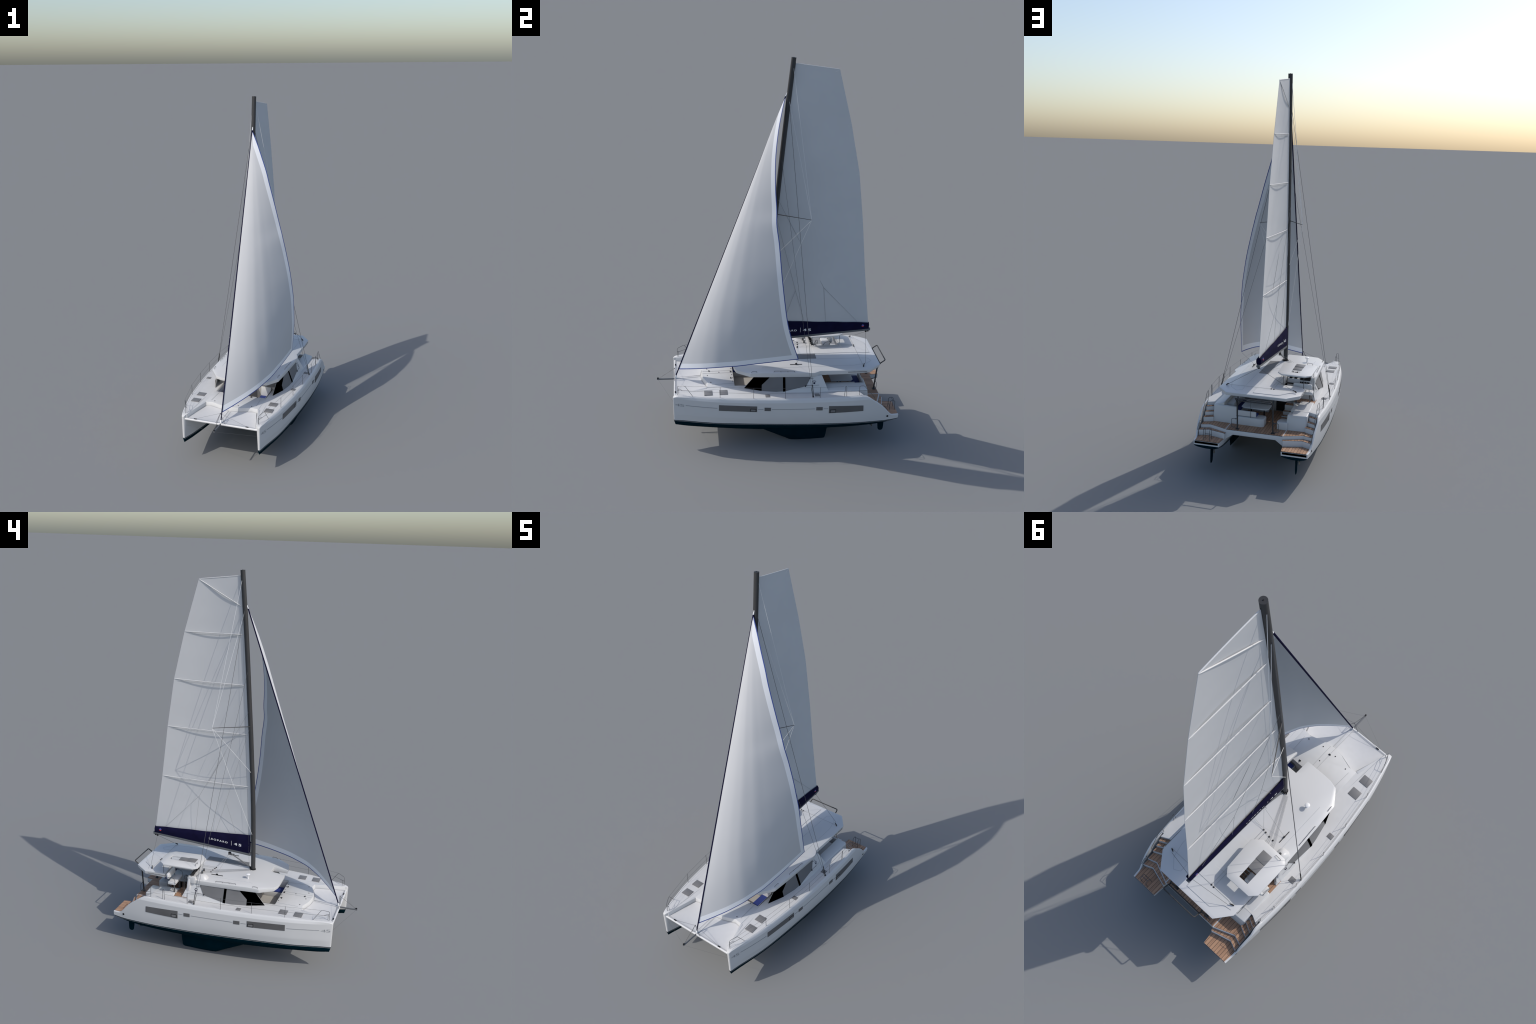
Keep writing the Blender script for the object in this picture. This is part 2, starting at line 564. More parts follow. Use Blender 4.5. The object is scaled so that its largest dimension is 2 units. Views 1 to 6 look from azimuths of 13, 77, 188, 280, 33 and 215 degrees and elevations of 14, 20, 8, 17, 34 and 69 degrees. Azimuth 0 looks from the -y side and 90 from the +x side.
    B.tube([(side * (x - .006), .567, .171), (side * (x + .0012), .567, .171)], .0055, 16)
    link("exhaust_outlet", B.mesh(), "black", hull)
    # toe rail along the deck edge
    B = Build()
    pts = [(side * (x_outer(y, z_top(y)) - .006), stem(y, z_top(y)), z_top(y) + .0003) for y in np.linspace(-.545, .40, 50)]
    B.tube(pts, .0013, 6)
    link("toe_rail", B.mesh(), "gelcoat", hull)

# ------------------------------------------------------------------ bridge deck
B = Build()
sec = [(-.152, .166), (-.109, .196), (.109, .196), (.152, .166)]
def run(y0, y1, ztop):
    ring = sec + [(.1515, ztop), (-.1515, ztop)]
    n = len(ring)
    b = B.grid([[(x, y0, z) for x, z in ring], [(x, y1, z) for x, z in ring]], close=True)
    B.cap([b + i for i in range(n)]); B.cap([b + n + i for i in range(n)])
run(-.372, .5555, .2185)
bridge = link("bridge_deck", B.mesh(bevel=.0015), "gelcoat")
# foredeck block with its faceted step down to the trampoline
top = [(-.160, -.2435), (-.160, -.391), (-.148, -.391), (-.119, -.3855), (-.055, -.4085), (0, -.4145), (.055, -.4085), (.119, -.3855), (.148, -.391), (.160, -.391), (.160, -.2435)]
low = [(x, y if y > -.25 else y - .0065) for x, y in top]
B = Build()
B.prism(low, .200, .279)
B.prism(low, .2785, lambda x, y: .3045, top)
link("foredeck", B.mesh(bevel=.002), "nonskid", bridge)
# inner faceted coamings beside the trampoline
B = Build()
for s in (1, -1):
    a = [(s * .157, -.3915), (s * .2045, -.5555), (s * .2125, -.5555), (s * .170, -.3915)]
    c = [(s * .151, -.3935), (s * .1995, -.5555), (s * .2125, -.5555), (s * .170, -.3935)]
    B.prism(c, .268, lambda x, y: float(np.interp(y, [-.5555, -.3915], [.2955, .3035])), a)
link("trampoline_coaming", B.mesh(bevel=.0012), "gelcoat", bridge)
# trampoline: two panels either side of a narrow centre strip
def net(poly):
    B = Build()
    n = 14
    rows_t, rows_b = [], []
    xs = [p[0] for p in poly]
    for i in range(n + 1):
        t = i / n
        rt, rb = [], []
        for j in range(n + 1):
            s = j / n
            f = [poly[0][k] * (1 - s) + poly[1][k] * s for k in (0, 1)]
            a = [poly[3][k] * (1 - s) + poly[2][k] * s for k in (0, 1)]
            a[1] = float(np.interp(abs(a[0]), [0, .055, .119, .150], [-.4215, -.4155, -.3925, -.3985]))
            x, y = f[0] * (1 - t) + a[0] * t, f[1] * (1 - t) + a[1] * t
            z = .2735 + .0095 * t - .006 * math.sin(math.pi * s) ** .7 * math.sin(math.pi * t) ** .7
            rt.append((x, y, z)); rb.append((x, y, z - .002))
        rows_t.append(rt); rows_b.append(rb)
    B.grid(rows_t); B.grid([r[::-1] for r in rows_b])
    return B.mesh(merge=0)
for s in (1, -1):
    link("trampoline", net([(s * .0085, -.555), (s * .2005, -.555), (s * .1500, -.396), (s * .0085, -.4185)]), "net", bridge)
link("trampoline_strip", Build().prism([(-.0075, -.556), (.0075, -.556), (.0075, -.419), (-.0075, -.419)], .270, lambda x, y: .2745 + .008 * (y + .556) / .137).mesh(bevel=.0005), "net", bridge)
B = Build()
for s in (1, -1):
    B.tube([(s * .2000, -.5545, .2755), (s * .1515, -.397, .2835), (s * .132, -.389, .284)], .0007, 5)
    B.tube([(s * .132, -.3915, .284), (s * .055, -.4155, .284), (s * .0085, -.4205, .284)], .0006, 5)
    B.tube([(s * .0082, -.554, .2755), (s * .0082, -.419, .2835)], .0005, 5)
B.tube([(-.200, -.5545, .2758), (.200, -.5545, .2758)], .0007, 5)
link("trampoline_lacing", B.mesh(), "groove", bridge)
# raised lines that divide the foredeck
B = Build()
def groove(pts, z=.3052, w=.0006):
    B.tube([(x, y, z) for x, y in pts], w, 4)
for s in (1, -1):
    groove([(s * .200, -.545), (s * .178, -.24)], .3030)
    groove([(s * .135, -.365), (s * .130, -.245)])
    groove([(s * .012, -.41), (s * .012, -.245)])
link("deck_seam", B.mesh(), "groove", bridge)
# cleats and pad eyes
B = Build()
for x, y in ((.112, -.369), (-.112, -.369), (.037, -.385), (-.037, -.385), (.003, -.32)):
    B.ball((x, y, .305), .0028, 8, 4, z0=0.0)
for x, y in ((-.012, -.374), (.071, -.259), (-.071, -.259), (.0, -.257)):
    B.box(x - .005, x + .005, y - .0025, y + .0025, .304, .3085)
for k in range(7):
    B.ball((-.105 + .035 * k, -.251, .305), .0026, 8, 4, z0=0.0)
link("deck_fitting", B.mesh(), "black", bridge)

# crossbeam, seagull striker, bowsprit -------------------------------------------
B = Build()
B.tube([(x, -.5605, .2695) for x in np.linspace(-.2165, .2165, 9)], .0062, 14)
beam = link("crossbeam", B.mesh(), "gelcoat")
B = Build()
B.tube([(0, -.560, .2715), (0, -.6585, .272)], .0040, 12)
sprit = link("bowsprit", B.mesh(), "boom")
link("sprit_end", Build().box(-.003, .003, -.6580, -.649, .2755, .2815).mesh(bevel=.001), "black", sprit)
B = Build()
for s in (1, -1):
    B.tube([(s * .0275, -.5635, .274), (0, -.562, .3365)], .0011, 6)
    B.tube([(s * .001, -.563, .334), (s * .0005, -.650, .278)], .0006, 5)
    B.tube([(0, -.562, .335), (s * .155, -.558, .276)], .0005, 5)
    B.tube([(0, -.653, .269), (s * .205, -.560, .232)], .0003, 5)
B.ball((0, -.562, .3355), .0028, 8, 6)
link("striker", B.mesh(), "wire", sprit)
B = Build()
for s in (1, -1):
    B.box(s * .152 - .008, s * .152 + .008, -.5615, -.5555, .2745, .2785)
link("beam_fitting", B.mesh(bevel=.001), "black", beam)

# ------------------------------------------------------------------ saloon
zr = .3835                                                        # underside of the roof
xs_b = line([-.197, -.106, .012, .130, .250], [.1795, .2150, .2390, .2445, .2435])    # wall at deck
xs_t = line([-.138, -.059, .016, .155, .215], [.1905, .2040, .2100, .2170, .2125])    # wall at roof
# the wall leans in and its ends are raked; s runs fore to aft
def wall(s, t, out=0.0):
    yb = -.197 + .447 * s
    yt = -.138 + .353 * s
    zb = .3025
    x = xs_b(yb) * (1 - t) + xs_t(yt) * t
    return (x + out, yb * (1 - t) + yt * t, zb + (zr - zb) * t)
def wall_at(y, z, out=0.0):
    t = (z - .3025) / (zr - .3025)
    yb0, L = -.197 * (1 - t) - .138 * t, .447 * (1 - t) + .353 * t
    return wall((y - yb0) / L, t, out)
def wall_plate(poly, side, out=.0012, deep=.003):
    B = Build()
    y0, y1 = min(p[0] for p in poly), max(p[0] for p in poly)
    cuts = [float(q) for q in np.linspace(y0, y1, max(2, int((y1 - y0) / .008)) + 1)]
    for a, b in zip(cuts[:-1], cuts[1:]):
        st = clip_strip(poly, a, b)
        if len(st) < 3: continue
        sw = [(z, y) for y, z in st]
        for za, zb in zip(np.linspace(.300, .386, 6)[:-1], np.linspace(.300, .386, 6)[1:]):
            c = [(y, z) for z, y in clip_strip(sw, float(za), float(zb))]
            if len(c) < 3: continue
            k = len(B.v)
            B.v += [wall_at(y, z, out) for y, z in c]
            B.f.append(tuple(range(k, k + len(c))))
    n, k = len(poly), len(B.v)
    B.v += [wall_at(y, z, out) for y, z in poly] + [wall_at(y, z, -deep) for y, z in poly]
    B.f += [(k + i, k + n + i, k + n + (i + 1) % n, k + (i + 1) % n) for i in range(n)]
    return (B if side > 0 else B.flipped()).mesh(merge=0)

B = Build()
for s in (1, -1):
    rows = []
    S = [float(q) for q in np.linspace(0, 1, 57)]
    outer = [[wall(q, t) for q in S] for t in (0, .25, .5, .75, 1)]
    thick = .010
    inner = [[(p[0] - .0012 - thick * min(1, q / .16), p[1], p[2]) for p, q in zip(r, S)] for r in outer]
    sd = Build()
    sd.grid(outer); sd.grid(inner)
    ring = lambda g: g[0] + [r[-1] for r in g[1:-1]] + g[-1][::-1] + [r[0] for r in g[-2:0:-1]]
    sd.grid([ring(outer), ring(inner)], close=True)
    if s < 0: sd = sd.flipped()
    b = len(B.v); B.v += sd.v; B.f += [tuple(b + i for i in f) for f in sd.f]
saloon = link("saloon", B.mesh(merge=1e-7), "gelcoat")
# front and aft bulkheads
B = Build()
B.box(-.186, .186, -.112, -.106, .205, .3836)
B.box(-.205, .205, .208, .215, .205, .3838)
link("bulkhead", B.mesh(bevel=.001), "beige", saloon)
B = Build()
B.box(-.090, -.026, .2145, .2175, .222, .378)
link("sliding_door", B.mesh(), "black", saloon)
B = Build()
B.box(.000, .195, .2145, .2170, .300, .372)
link("aft_window", B.mesh(), "hatch", saloon)
B = Build()
B.box(-.055, .055, -.1145, -.1118, .228, .372); B.box(-.180, -.062, -.1145, -.1118, .318, .376); B.box(.062, .180, -.1145, -.1118, .318, .376)
link("front_window", B.mesh(), "hatch", saloon)
for side in (1, -1):
    # dark front quarter pane, tinted panes and the black post between
    link("quarter_pane", wall_plate([(-.1958, .3030), (-.150, .3028), (-.1055, .3028), (-.1045, .335), (-.0585, .3825), (-.1385, .3825)], side, .0022), "pane_black", saloon)
    link("saloon_window", wall_plate([(-.1060, .3040), (-.03, .3040), (.0060, .3080), (.0060, .3820), (-.0580, .3820), (-.1048, .335)], side, .0014), "pane", saloon)
    link("saloon_window", wall_plate([(.0190, .3100), (.1290, .3340), (.1560, .3820), (.0190, .3820)], side, .0014), "pane", saloon)
    link("window_post", wall_plate([(.0060, .3070), (.0190, .3095), (.0190, .3825), (.0060, .3825)], side, .0022), "pane_black", saloon)
    # sill swelling below the windows
    # paw mark
    P = Build()
    def pad(cy, cz, ry, rz, tilt=0):
        n = 12
        pts = []
        for j in range(n):
            q = 2 * math.pi * j / n
            a, b = ry * math.cos(q), rz * math.sin(q)
            pts.append((cy + a * math.cos(tilt) - b * math.sin(tilt), cz + a * math.sin(tilt) + b * math.cos(tilt)))
        b0 = len(P.v)
        P.v += [wall_at(y, z, .0010) for y, z in pts]
        P.f.append(tuple(range(b0, b0 + n)))
    pad(.1725, .3478, .0055, .0042)
    for dy, dz, tl in ((-.0072, .0070, .5), (-.0025, .0112, .15), (.0035, .0110, -.15), (.0080, .0062, -.5)):
        pad(.1725 + dy, .3478 + dz, .0017, .0026, tl)
    link("paw_mark", (P if side > 0 else P.flipped()).mesh(merge=0), "navy", saloon, smooth=False)
    me, w = text_mesh("LEOPARD", .0050, 1.5, 1.35, 0.0)
    k = .044 / w
    if side > 0: print_on(me, lambda u, v: wall_at(.1540 + u * k, .3340 + v, .0009))
    else: print_on(me, lambda u, v: (lambda p: (-p[0], p[1], p[2]))(wall_at(.1980 - u * k, .3340 + v, .0009)))
    link("side_lettering", me, "mark", saloon, smooth=False)
    # grab rail and hose fitting on the pillar
    B = Build()
    p = [wall_at(.128, .337, .003), wall_at(.165, .3405, .0075)]
    B.tube(p, .0008, 6)
    B.tube([wall_at(.145, .372, .002), wall_at(.160, .3725, .006), wall_at(.168, .373, .003)], .0008, 6)
    B.ball(wall_at(.125, .335, .004), .0035, 8, 6)
    link("pillar_fitting", (B if side > 0 else B.flipped()).mesh(), "black", saloon)

# forward cockpit well ----------------------------------------------------------
B = Build()
B.box(-.1505, .1505, -.2445, -.110, .205, .226)
well = link("forward_cockpit", B.mesh(), "beige", bridge)
B = Build()
for s in (1, -1):
    B.box(*sorted((s * .082, s * .1500)), -.2400, -.1125, .225, .2545)
link("well_seat", B.mesh(bevel=.002), "gelcoat", well)
for s in (1, -1):
    B = Build().box(*sorted((s * .084, s * .1425)), -.2360, -.118, .2545, .2625)
    link("cushion", B.mesh(bevel=.003, seg=3), "cushion", well, angle=60)
    B = Build().prism([(s * .085, -.1165), (s * .146, -.1165), (s * .146, -.1295), (s * .085, -.1295)], .262, .318, [(s * .085, -.1165), (s * .146, -.1165), (s * .146, -.122), (s * .085, -.122)])
    link("well_backrest", B.mesh(bevel=.003), "gelcoat", well)
    B = Build()
    B.box(*sorted((s * .148, s * .1565)), -.2430, -.112, .225, .3035)
    link("well_wall", B.mesh(bevel=.002), "gelcoat", well)

# ------------------------------------------------------------------ roof
R_out = line([-.2505, -.2485, -.237, -.205, -.166, -.05, .1, .165, .175, .206, .36, .475, .5445],
             [.083, .118, .157, .1804, .208, .2165, .2225, .2245, .2240, .2085, .2115, .2095, .153])
def roof_z(x, y):
    z = .4135
    if y < -.09: z -= .0155 * (min(.165, -.09 - y) / .16) ** 1.35
    ax = abs(x)
    if ax > .16: z -= .0065 * (ax - .16) / .055
    if y > .44: z -= .005 * (y - .44) / .1
    return z
ROWS = [-.2505, -.2485, -.2455, -.241, -.237, -.225, -.205, -.185, -.1705, -.166, -.15, -.12, -.09, -.05, 0, .05, .1, .14, .165, .175, .190, .2055,
        .22, .25, .28, .32, .3575, .38, .41, .44, .46, .475, .49, .51, .53, .5445]
def cols(y):
    r = R_out(y)
    def span(a, b, n): return [a + (b - a) * i / n for i in range(n)]
    l, m = -r, max(-r, -.078)
    c = min(.0195, max(m, .0195)); d = min(max(.083, c), r)
    left = max(-r, -1)
    return span(left, m, 5) + span(m, .0195, 4) + span(.0195, .083, 3) + span(.083, r, 5) + [r]
NC = 17
tops, bots = [], []
for y in ROWS:
    cx = cols(y)
    tops.append([(x, y, roof_z(x, y)) for x in cx])
    bots.append([(x * .985, y + (.002 if y < -.23 else (-.002 if y > .54 else 0)), float(np.interp(y, [-.25, -.2, .2, .36, .48, .5445], [.3800, .3815, .3815, .3850, .3890, .3935]))) for x in cx])
def solid(i, j):
    if i < 0 or j < 0 or i >= len(ROWS) - 1 or j >= NC: return False
    ym, g = (ROWS[i] + ROWS[i + 1]) / 2, (0 if j < 5 else 1 if j < 9 else 2 if j < 12 else 3)
    if g == 2 and ym < -.1705: return False
    if g == 0 and .2055 < ym < .3575: return False
    if -R_out(ym) > -.078 and g == 0: return abs(cols(ym)[0] - cols(ym)[5]) > 1e-6
    return True
B = Build()
w = NC + 1
nT = len(ROWS) * w
B.v = [p for r in tops for p in r] + [p for r in bots for p in r]
for i in range(len(ROWS) - 1):
    for j in range(NC):
        if not solid(i, j): continue
        a, b, c, d = i * w + j, i * w + j + 1, (i + 1) * w + j + 1, (i + 1) * w + j
        B.f += [(a, b, c, d), (nT + d, nT + c, nT + b, nT + a)]
        for (ii, jj, e0, e1) in ((i - 1, j, a, b), (i + 1, j, c, d), (i, j - 1, d, a), (i, j + 1, b, c)):
            if not solid(ii, jj): B.f.append((e1, e0, nT + e0, nT + e1))
roof = link("coachroof", B.mesh(merge=1e-5, bevel=.0038, seg=2, bevel_angle=45), "gelcoat", angle=28)

# raised panels, skylight, tracks, rails -----------------------------------------
lift = lambda k: (lambda x, y: roof_z(x, y) + k)
def roof_panel(poly, h):
    """subdivided raised panel that follows the roof"""
    B = Build()
    ys = sorted({p[1] for p in poly} | set(np.linspace(min(p[1] for p in poly), max(p[1] for p in poly), 12)))
    ps = [(p[1], p[0]) for p in poly]
    for y0, y1 in zip(ys[:-1], ys[1:]):
        c = clip_strip(ps, y0, y1)
        if len(c) > 2: B.prism([(q, p) for p, q in c], lift(-.003), lift(h))
    return B
B = roof_panel([(.021, .205), (.021, .517), (-.108, .516), (-.152, .472), (-.152, .362), (-.074, .362), (-.074, .205)], .0016)
me = B.mesh(merge=1e-5)
link("roof_panel", me, "nonskid", roof)
B = Build()
def roof_line(pts, r=.0007, up=.0004, mirror=False):
    out = []
    for p, q in zip(pts[:-1], pts[1:]):
        for t in np.linspace(0, 1, 9)[:-1]:
            out.append((p[0] + (q[0] - p[0]) * t, p[1] + (q[1] - p[1]) * t))
    out.append(pts[-1])
    B.tube([(x, y, roof_z(x, y) + up) for x, y in out], r, 4)
roof_line([(.021, .0), (.021, .517), (-.108, .516), (-.153, .472), (-.185, .467)], .0010, .0010)
roof_line([(.085, .21), (.085, .49), (.112, .505), (.150, .465), (.165, .40), (.168, .1), (.165, -.1)], .0006, 0.0)
roof_line([(-.165, .14), (-.165, -.12)], .0006, 0.0)
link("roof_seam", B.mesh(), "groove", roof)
B = roof_panel([(.026, -.042), (.0775, -.030), (.0785, .2065), (.026, .2075)], .0014)
link("skylight", B.mesh(merge=1e-5), "hatch", roof)
B = Build()
for s in (1, -1):
    B.box(s * .141 - .0014, s * .141 + .0014, .053, .118, .4125, .4162)
    yb = .086
    B.box(s * .141 - .003, s * .141 + .003, yb - .005, yb + .005, .416, .4215)
link("jib_track", B.mesh(bevel=.0005), "black", roof)
B = Build()
def rail(x0, y0, x1, y1, h=.0065, n=1, r=.0010):
    z0, z1 = roof_z(x0, y0), roof_z(x1, y1)
    B.tube(rounded([(x0, y0, z0 - .002), (x0, y0 + .001, z0 + h), (x1, y1 - .001, z1 + h), (x1, y1, z1 - .002)], .004), r, 6)
    for k in range(1, n):
        t = k / n
        x, y = x0 + (x1 - x0) * t, y0 + (y1 - y0) * t
        B.tube([(x, y, roof_z(x, y) - .002), (x, y, roof_z(x, y) + h)], r * .9, 5)
for s in (1, -1):
    rail(s * .207, -.042, s * .212, .069, n=3)
    rail(s * .200, -.159, s * .202, -.131)
    # rail on the edge of the hardtop
    B.tube(rounded([(s * .2095, .357, .396), (s * .2145, .358, .3985), (s * .2145, .456, .3985), (s * .2080, .458, .396)], .002), .0011, 6)
    for y in (.39, .425): B.tube([(s * .209, y, .397), (s * .2145, y, .3985)], .0009, 5)
link("grab_rail", B.mesh(), "steel", roof)
# satellite dome
B = Build()
B.tube([(-.1235, -.0825, .405), (-.1235, -.0825, .4135), (-.1235, -.0825, .432)], [.0045, .0035, .0030], 10)
B.tube([(-.1235, -.0825, .4315), (-.1235, -.0825, .436), (-.1235, -.0825, .4395), (-.1235, -.0825, .4415), (-.1235, -.0825, .4425)], [.004, .0105, .0118, .0095, .003], 20)
link("satellite_dome", B.mesh(), "dome", roof, angle=50)
# blocks and lines over the hardtop
B = Build()
for x, y in ((.184, .445), (-.184, .445)):
    B.tube([(x, y, .406), (x * .97, y + .002, .4165), (x * .90, y + .008, .4235)], [.0022, .0030, .0018], 8)
for x, y in ((-.053, .445), (-.067, .446), (-.053, .121), (-.068, .124), (-.092, .128), (-.115, .13)):
    B.ball((x, y, roof_z(x, y) + .002), .0042, 8, 5, scale=(1, 1, .8))
link("deck_block", B.mesh(), "black", roof)
B = Build()
zl = .4195
B.tube([(.184, .445, .416), (-.184, .445, .416)], .0005, 5)
for dx in (0, -.014):
    B.tube([(-.053 + dx, .445, .418), (-.053 + dx, .123, .418)], .0005, 5)
for k, (x0, x1) in enumerate(((-.010, -.093), (-.014, -.099), (-.018, -.105), (-.022, -.118), (-.026, -.124), (-.030, -.130))):
    B.tube([(x0, -.062, .418), (x1, .128, .4185), (x1 - .004 - .003 * k, .175, .4190)], .0005, 5)
B.tube([(-.053, .121, .418), (0, .060, .4905)], .0005, 5)
B.tube([(-.141, .086, .4225), (0, .062, .4905)], .0005, 5)
B.tube([(.141, .086, .4225), (.215, .085, .482)], .0006, 5)
B.tube([(-.092, .128, .418), (.141, .086, .4225)], .0004, 5)
link("running_line", B.mesh(), "cord", roof, stuff=True)

# ------------------------------------------------------------------ helm station
B = Build()
B.box(-.2455, -.1360, .2215, .2915, .2190, .3045)                     # helm platform
for k, (y0, z1) in enumerate(((.2600, .281), (.2740, .2500), (.288, .2300))):
    B.box(-.1362 + .0004 * k, -.0860 + .005 * k, .2222, y0 + .016, .2190, z1 - .0022)
helm = link("helm_platform", B.mesh(bevel=.0012), "gelcoat")
TB, TC = Build(), Build()                                           # all teak
planks(TB, TC, [(-.2440, .2200), (-.1375, .2200), (-.1375, .2910), (-.2440, .2910)], .3070)
for k, (y0, z1) in enumerate(((.2600, .281), (.2740, .2500), (.288, .2300))):
    planks(TB, TC, [(-.1350, y0 - .012), (-.0870 + .005 * k, y0 - .012), (-.0870 + .005 * k, y0 + .0150), (-.1350, y0 + .0150)], z1)
B = Build()
B.prism([(-.2300, .2070), (-.083, .2070), (-.083, .2300), (-.2300, .2300)], .300, .4090, [(-.2300, .2070), (-.083, .2070), (-.083, .2210), (-.2300, .2210)])
B.box(-.2280, -.2080, .178, .2220, .386, .4220)
console = link("helm_console", B.mesh(bevel=.003), "gelcoat", helm)
B = Build()
B.prism([(-.2065, .204), (-.1510, .204), (-.1510, .2235), (-.2065, .2235)], .404, .4320, [(-.2040, .204), (-.1530, .204), (-.1530, .2110), (-.2040, .2110)])
for x in (-.1270, -.1010):
    B.prism([(x - .0080, .204), (x + .0080, .204), (x + .0080, .2200), (x - .0080, .2200)], .4070, .4220, [(x - .0055, .204), (x + .0055, .204), (x + .0055, .214), (x - .0055, .214)])
for k in range(6): B.box(-.2030 + .0088 * k, -.1970 + .0088 * k, .2230, .2282, .3900, .3980)
B.box(-.2080, -.083, .2275, .2310, .3810, .3870)
link("instrument", B.mesh(bevel=.0012), "black", console)
B = Build()
c, rr = Vector((-.1700, .2480, .3720)), .0260
ring = [c + Vector((math.cos(q) * rr, math.sin(q) * rr * .35, math.sin(q) * rr)) for q in [2 * math.pi * k / 28 for k in range(28)]]
B.tube(ring, .0013, 6, closed=True)
for k in range(5): B.tube([c, ring[int(k * 28 / 5)]], .0009, 5)
B.tube([c, c + Vector((0, -.022, .006))], .003, 8)
link("steering_wheel", B.mesh(), "steel", helm)
B = Build()
B.box(-.2400, -.1330, .2860, .3300, .3640, .3800)
seat = link("helm_seat", B.mesh(bevel=.004, seg=3), "gelcoat", helm, angle=50)
B = Build()
B.prism([(-.2400, .322), (-.1400, .322), (-.1400, .337), (-.2400, .337)], .394, .4230, [(-.2380, .327), (-.1420, .327), (-.1420, .340), (-.2380, .340)])
link("helm_backrest", B.mesh(bevel=.005, seg=3), "gelcoat", seat, angle=50)
B = Build()
for x in (-.2230, -.150):
    B.tube([(x, .296, .3065), (x, .300, .366)], .0035, 8)
    B.box(x - .006, x + .006, .291, .303, .3068, .3088)
    B.tube([(x, .300, .315), (x, .326, .366)], .0012, 6)
    B.tube([(x, .325, .378), (x, .331, .398)], .0016, 6)
for x in (-.241, -.132):
    B.tube(rounded([(x, .332, .400), (x, .322, .409), (x, .290, .402), (x, .286, .372)], .012), .0011, 6)
link("seat_frame", B.mesh(), "steel", seat)
# bimini over the helm
def bimini_z(x, y): return .4825 - .0045 * max(0, (-.174 - x) / .065) - .003 * max(0, (x + .127) / .072) - .002 * max(0, (.201 - y) / .034) - .002 * max(0, (y - .35) / .035)
out = [(-.055, .2000), (-.096, .1670), (-.2170, .1680), (-.2390, .1930), (-.2390, .3560), (-.2110, .3840), (-.0890, .3850), (-.0630, .3530)]
hx0, hx1, hy0, hy1 = -.1740, -.1270, .2010, .3500
hole = [(hx1, hy0), (hx0, hy0), (hx0, hy1), (hx1, hy1)]
B = Build()
flat_out, flat_hole = [(x, y, bimini_z(x, y)) for x, y in out], [(x, y, .4825) for x, y in hole]
B.v = flat_out + flat_hole + [(x, y, z - .0075) for x, y, z in flat_out + flat_hole]
panels = [(0, 1, 8), (1, 2, 9, 8), (2, 3, 9), (3, 4, 10, 9), (4, 5, 10), (5, 6, 11, 10), (6, 7, 11), (7, 0, 8, 11)]
B.f = panels + [tuple(12 + k for k in f[::-1]) for f in panels]
B.f += [(k, (k + 1) % 8, 12 + (k + 1) % 8, 12 + k) for k in range(8)] + [(8 + k, 8 + (k + 1) % 4, 20 + (k + 1) % 4, 20 + k) for k in range(4)]
me = B.mesh("bimini", merge=0, bevel=.0015, bevel_angle=45)
bimini = link("helm_bimini", me, "gelcoat", angle=30)
B = Build()
B.box(hx0 - .001, hx1 + .001, hy0 - .001, .2480, .4810, .4838)
B.box(hx0 - .001, hx1 + .001, .2470, .2960, .4785, .4820)
link("sliding_hatch", B.mesh(bevel=.0005), "hatch", bimini)
B = Build()
B.tube([(-.2020, .3690, .400), (-.2020, .3680, .477)], .0015, 8)
B.tube([(-.0960, .3700, .408), (-.0960, .3690, .477)], .0015, 8)
B.tube([(-.2200, .2000, .418), (-.2200, .2000, .477)], .0013, 8)
B.tube([(-.0780, .2050, .412), (-.0780, .2050, .477)], .0013, 8)
B.tube(rounded([(-.181, .1835, .479), (-.181, .1835, .4895), (-.207, .1845, .4895), (-.207, .1845, .479)], .004), .0010, 6)
B.tube(rounded([(-.2300, .240, .306), (-.2300, .2400, .405), (-.2250, .215, .425)], .01), .0011, 6)
link("bimini_post", B.mesh(), "steel", bimini)
# winch pod on the roof by the helm
B = Build()
rows = []
for t in np.linspace(0, 1, 9):
    k, z = (1 - t ** 2.6) ** .5 * (1 - .25 * t), .4040 + .0275 * t
    rows.append([(-.186 + math.copysign(abs(math.cos(q)) ** .75, math.cos(q)) * .030 * k, .1540 + math.copysign(abs(math.sin(q)) ** .75, math.sin(q)) * .037 * k, z) for q in [2 * math.pi * j / 28 for j in range(28)]])
B.grid(rows, close=True)
pod = link("winch_pod", B.mesh(), "gelcoat", roof, angle=60)
B = Build()
B.tube([(-.1800, .1560, .4260), (-.1800, .1560, .4330), (-.1800, .1560, .4345)], [.0060, .0050, .0060], 14)
for x, y in ((-.115, .170), (-.150, .168)):
    B.tube([(x, y, .412), (x, y, .424), (x, y, .4265)], [.0060, .0045, .0058], 14)
link("winch", B.mesh(), "steel", pod)

# ------------------------------------------------------------------ aft cockpit
planks(TB, TC, [(-.1445, .2220), (.1445, .2220), (.1445, .5540), (-.1445, .5540)], .2215)
cockpit = link("cockpit_sole", Build().box(-.2440, .2440, .2185, .4700, .195, .2186).mesh(), "gelcoat")
# port lounge: bench, coaming and backrest
B = Build()
B.prism([(.1880, .2180), (.2445, .2300), (.2445, .4560), (.1880, .4560)], .2180, lambda x, y: .3065 + .0150 * (.2445 - x) / .0565)
B.prism([(.118, .4480), (.2440, .4480), (.2440, .4700), (.118, .4740)], .2180, .3075, [(.1200, .4500), (.2380, .4500), (.2380, .4620), (.1200, .4660)])
coaming = link("coaming", B.mesh(bevel=.0045, seg=3), "gelcoat", cockpit, angle=50)
B = Build()
B.prism([(-.0270, .4240), (-.0150, .4150), (.1230, .4150), (.1230, .4760), (-.0150, .4780), (-.0270, .4680)], .2190, .2620)
B.box(.118, .1900, .2250, .4500, .2190, .2620)
B.box(.0050, .1300, .2240, .2620, .2190, .2620)
link("bench", B.mesh(bevel=.004, seg=3), "gelcoat", cockpit, angle=50)
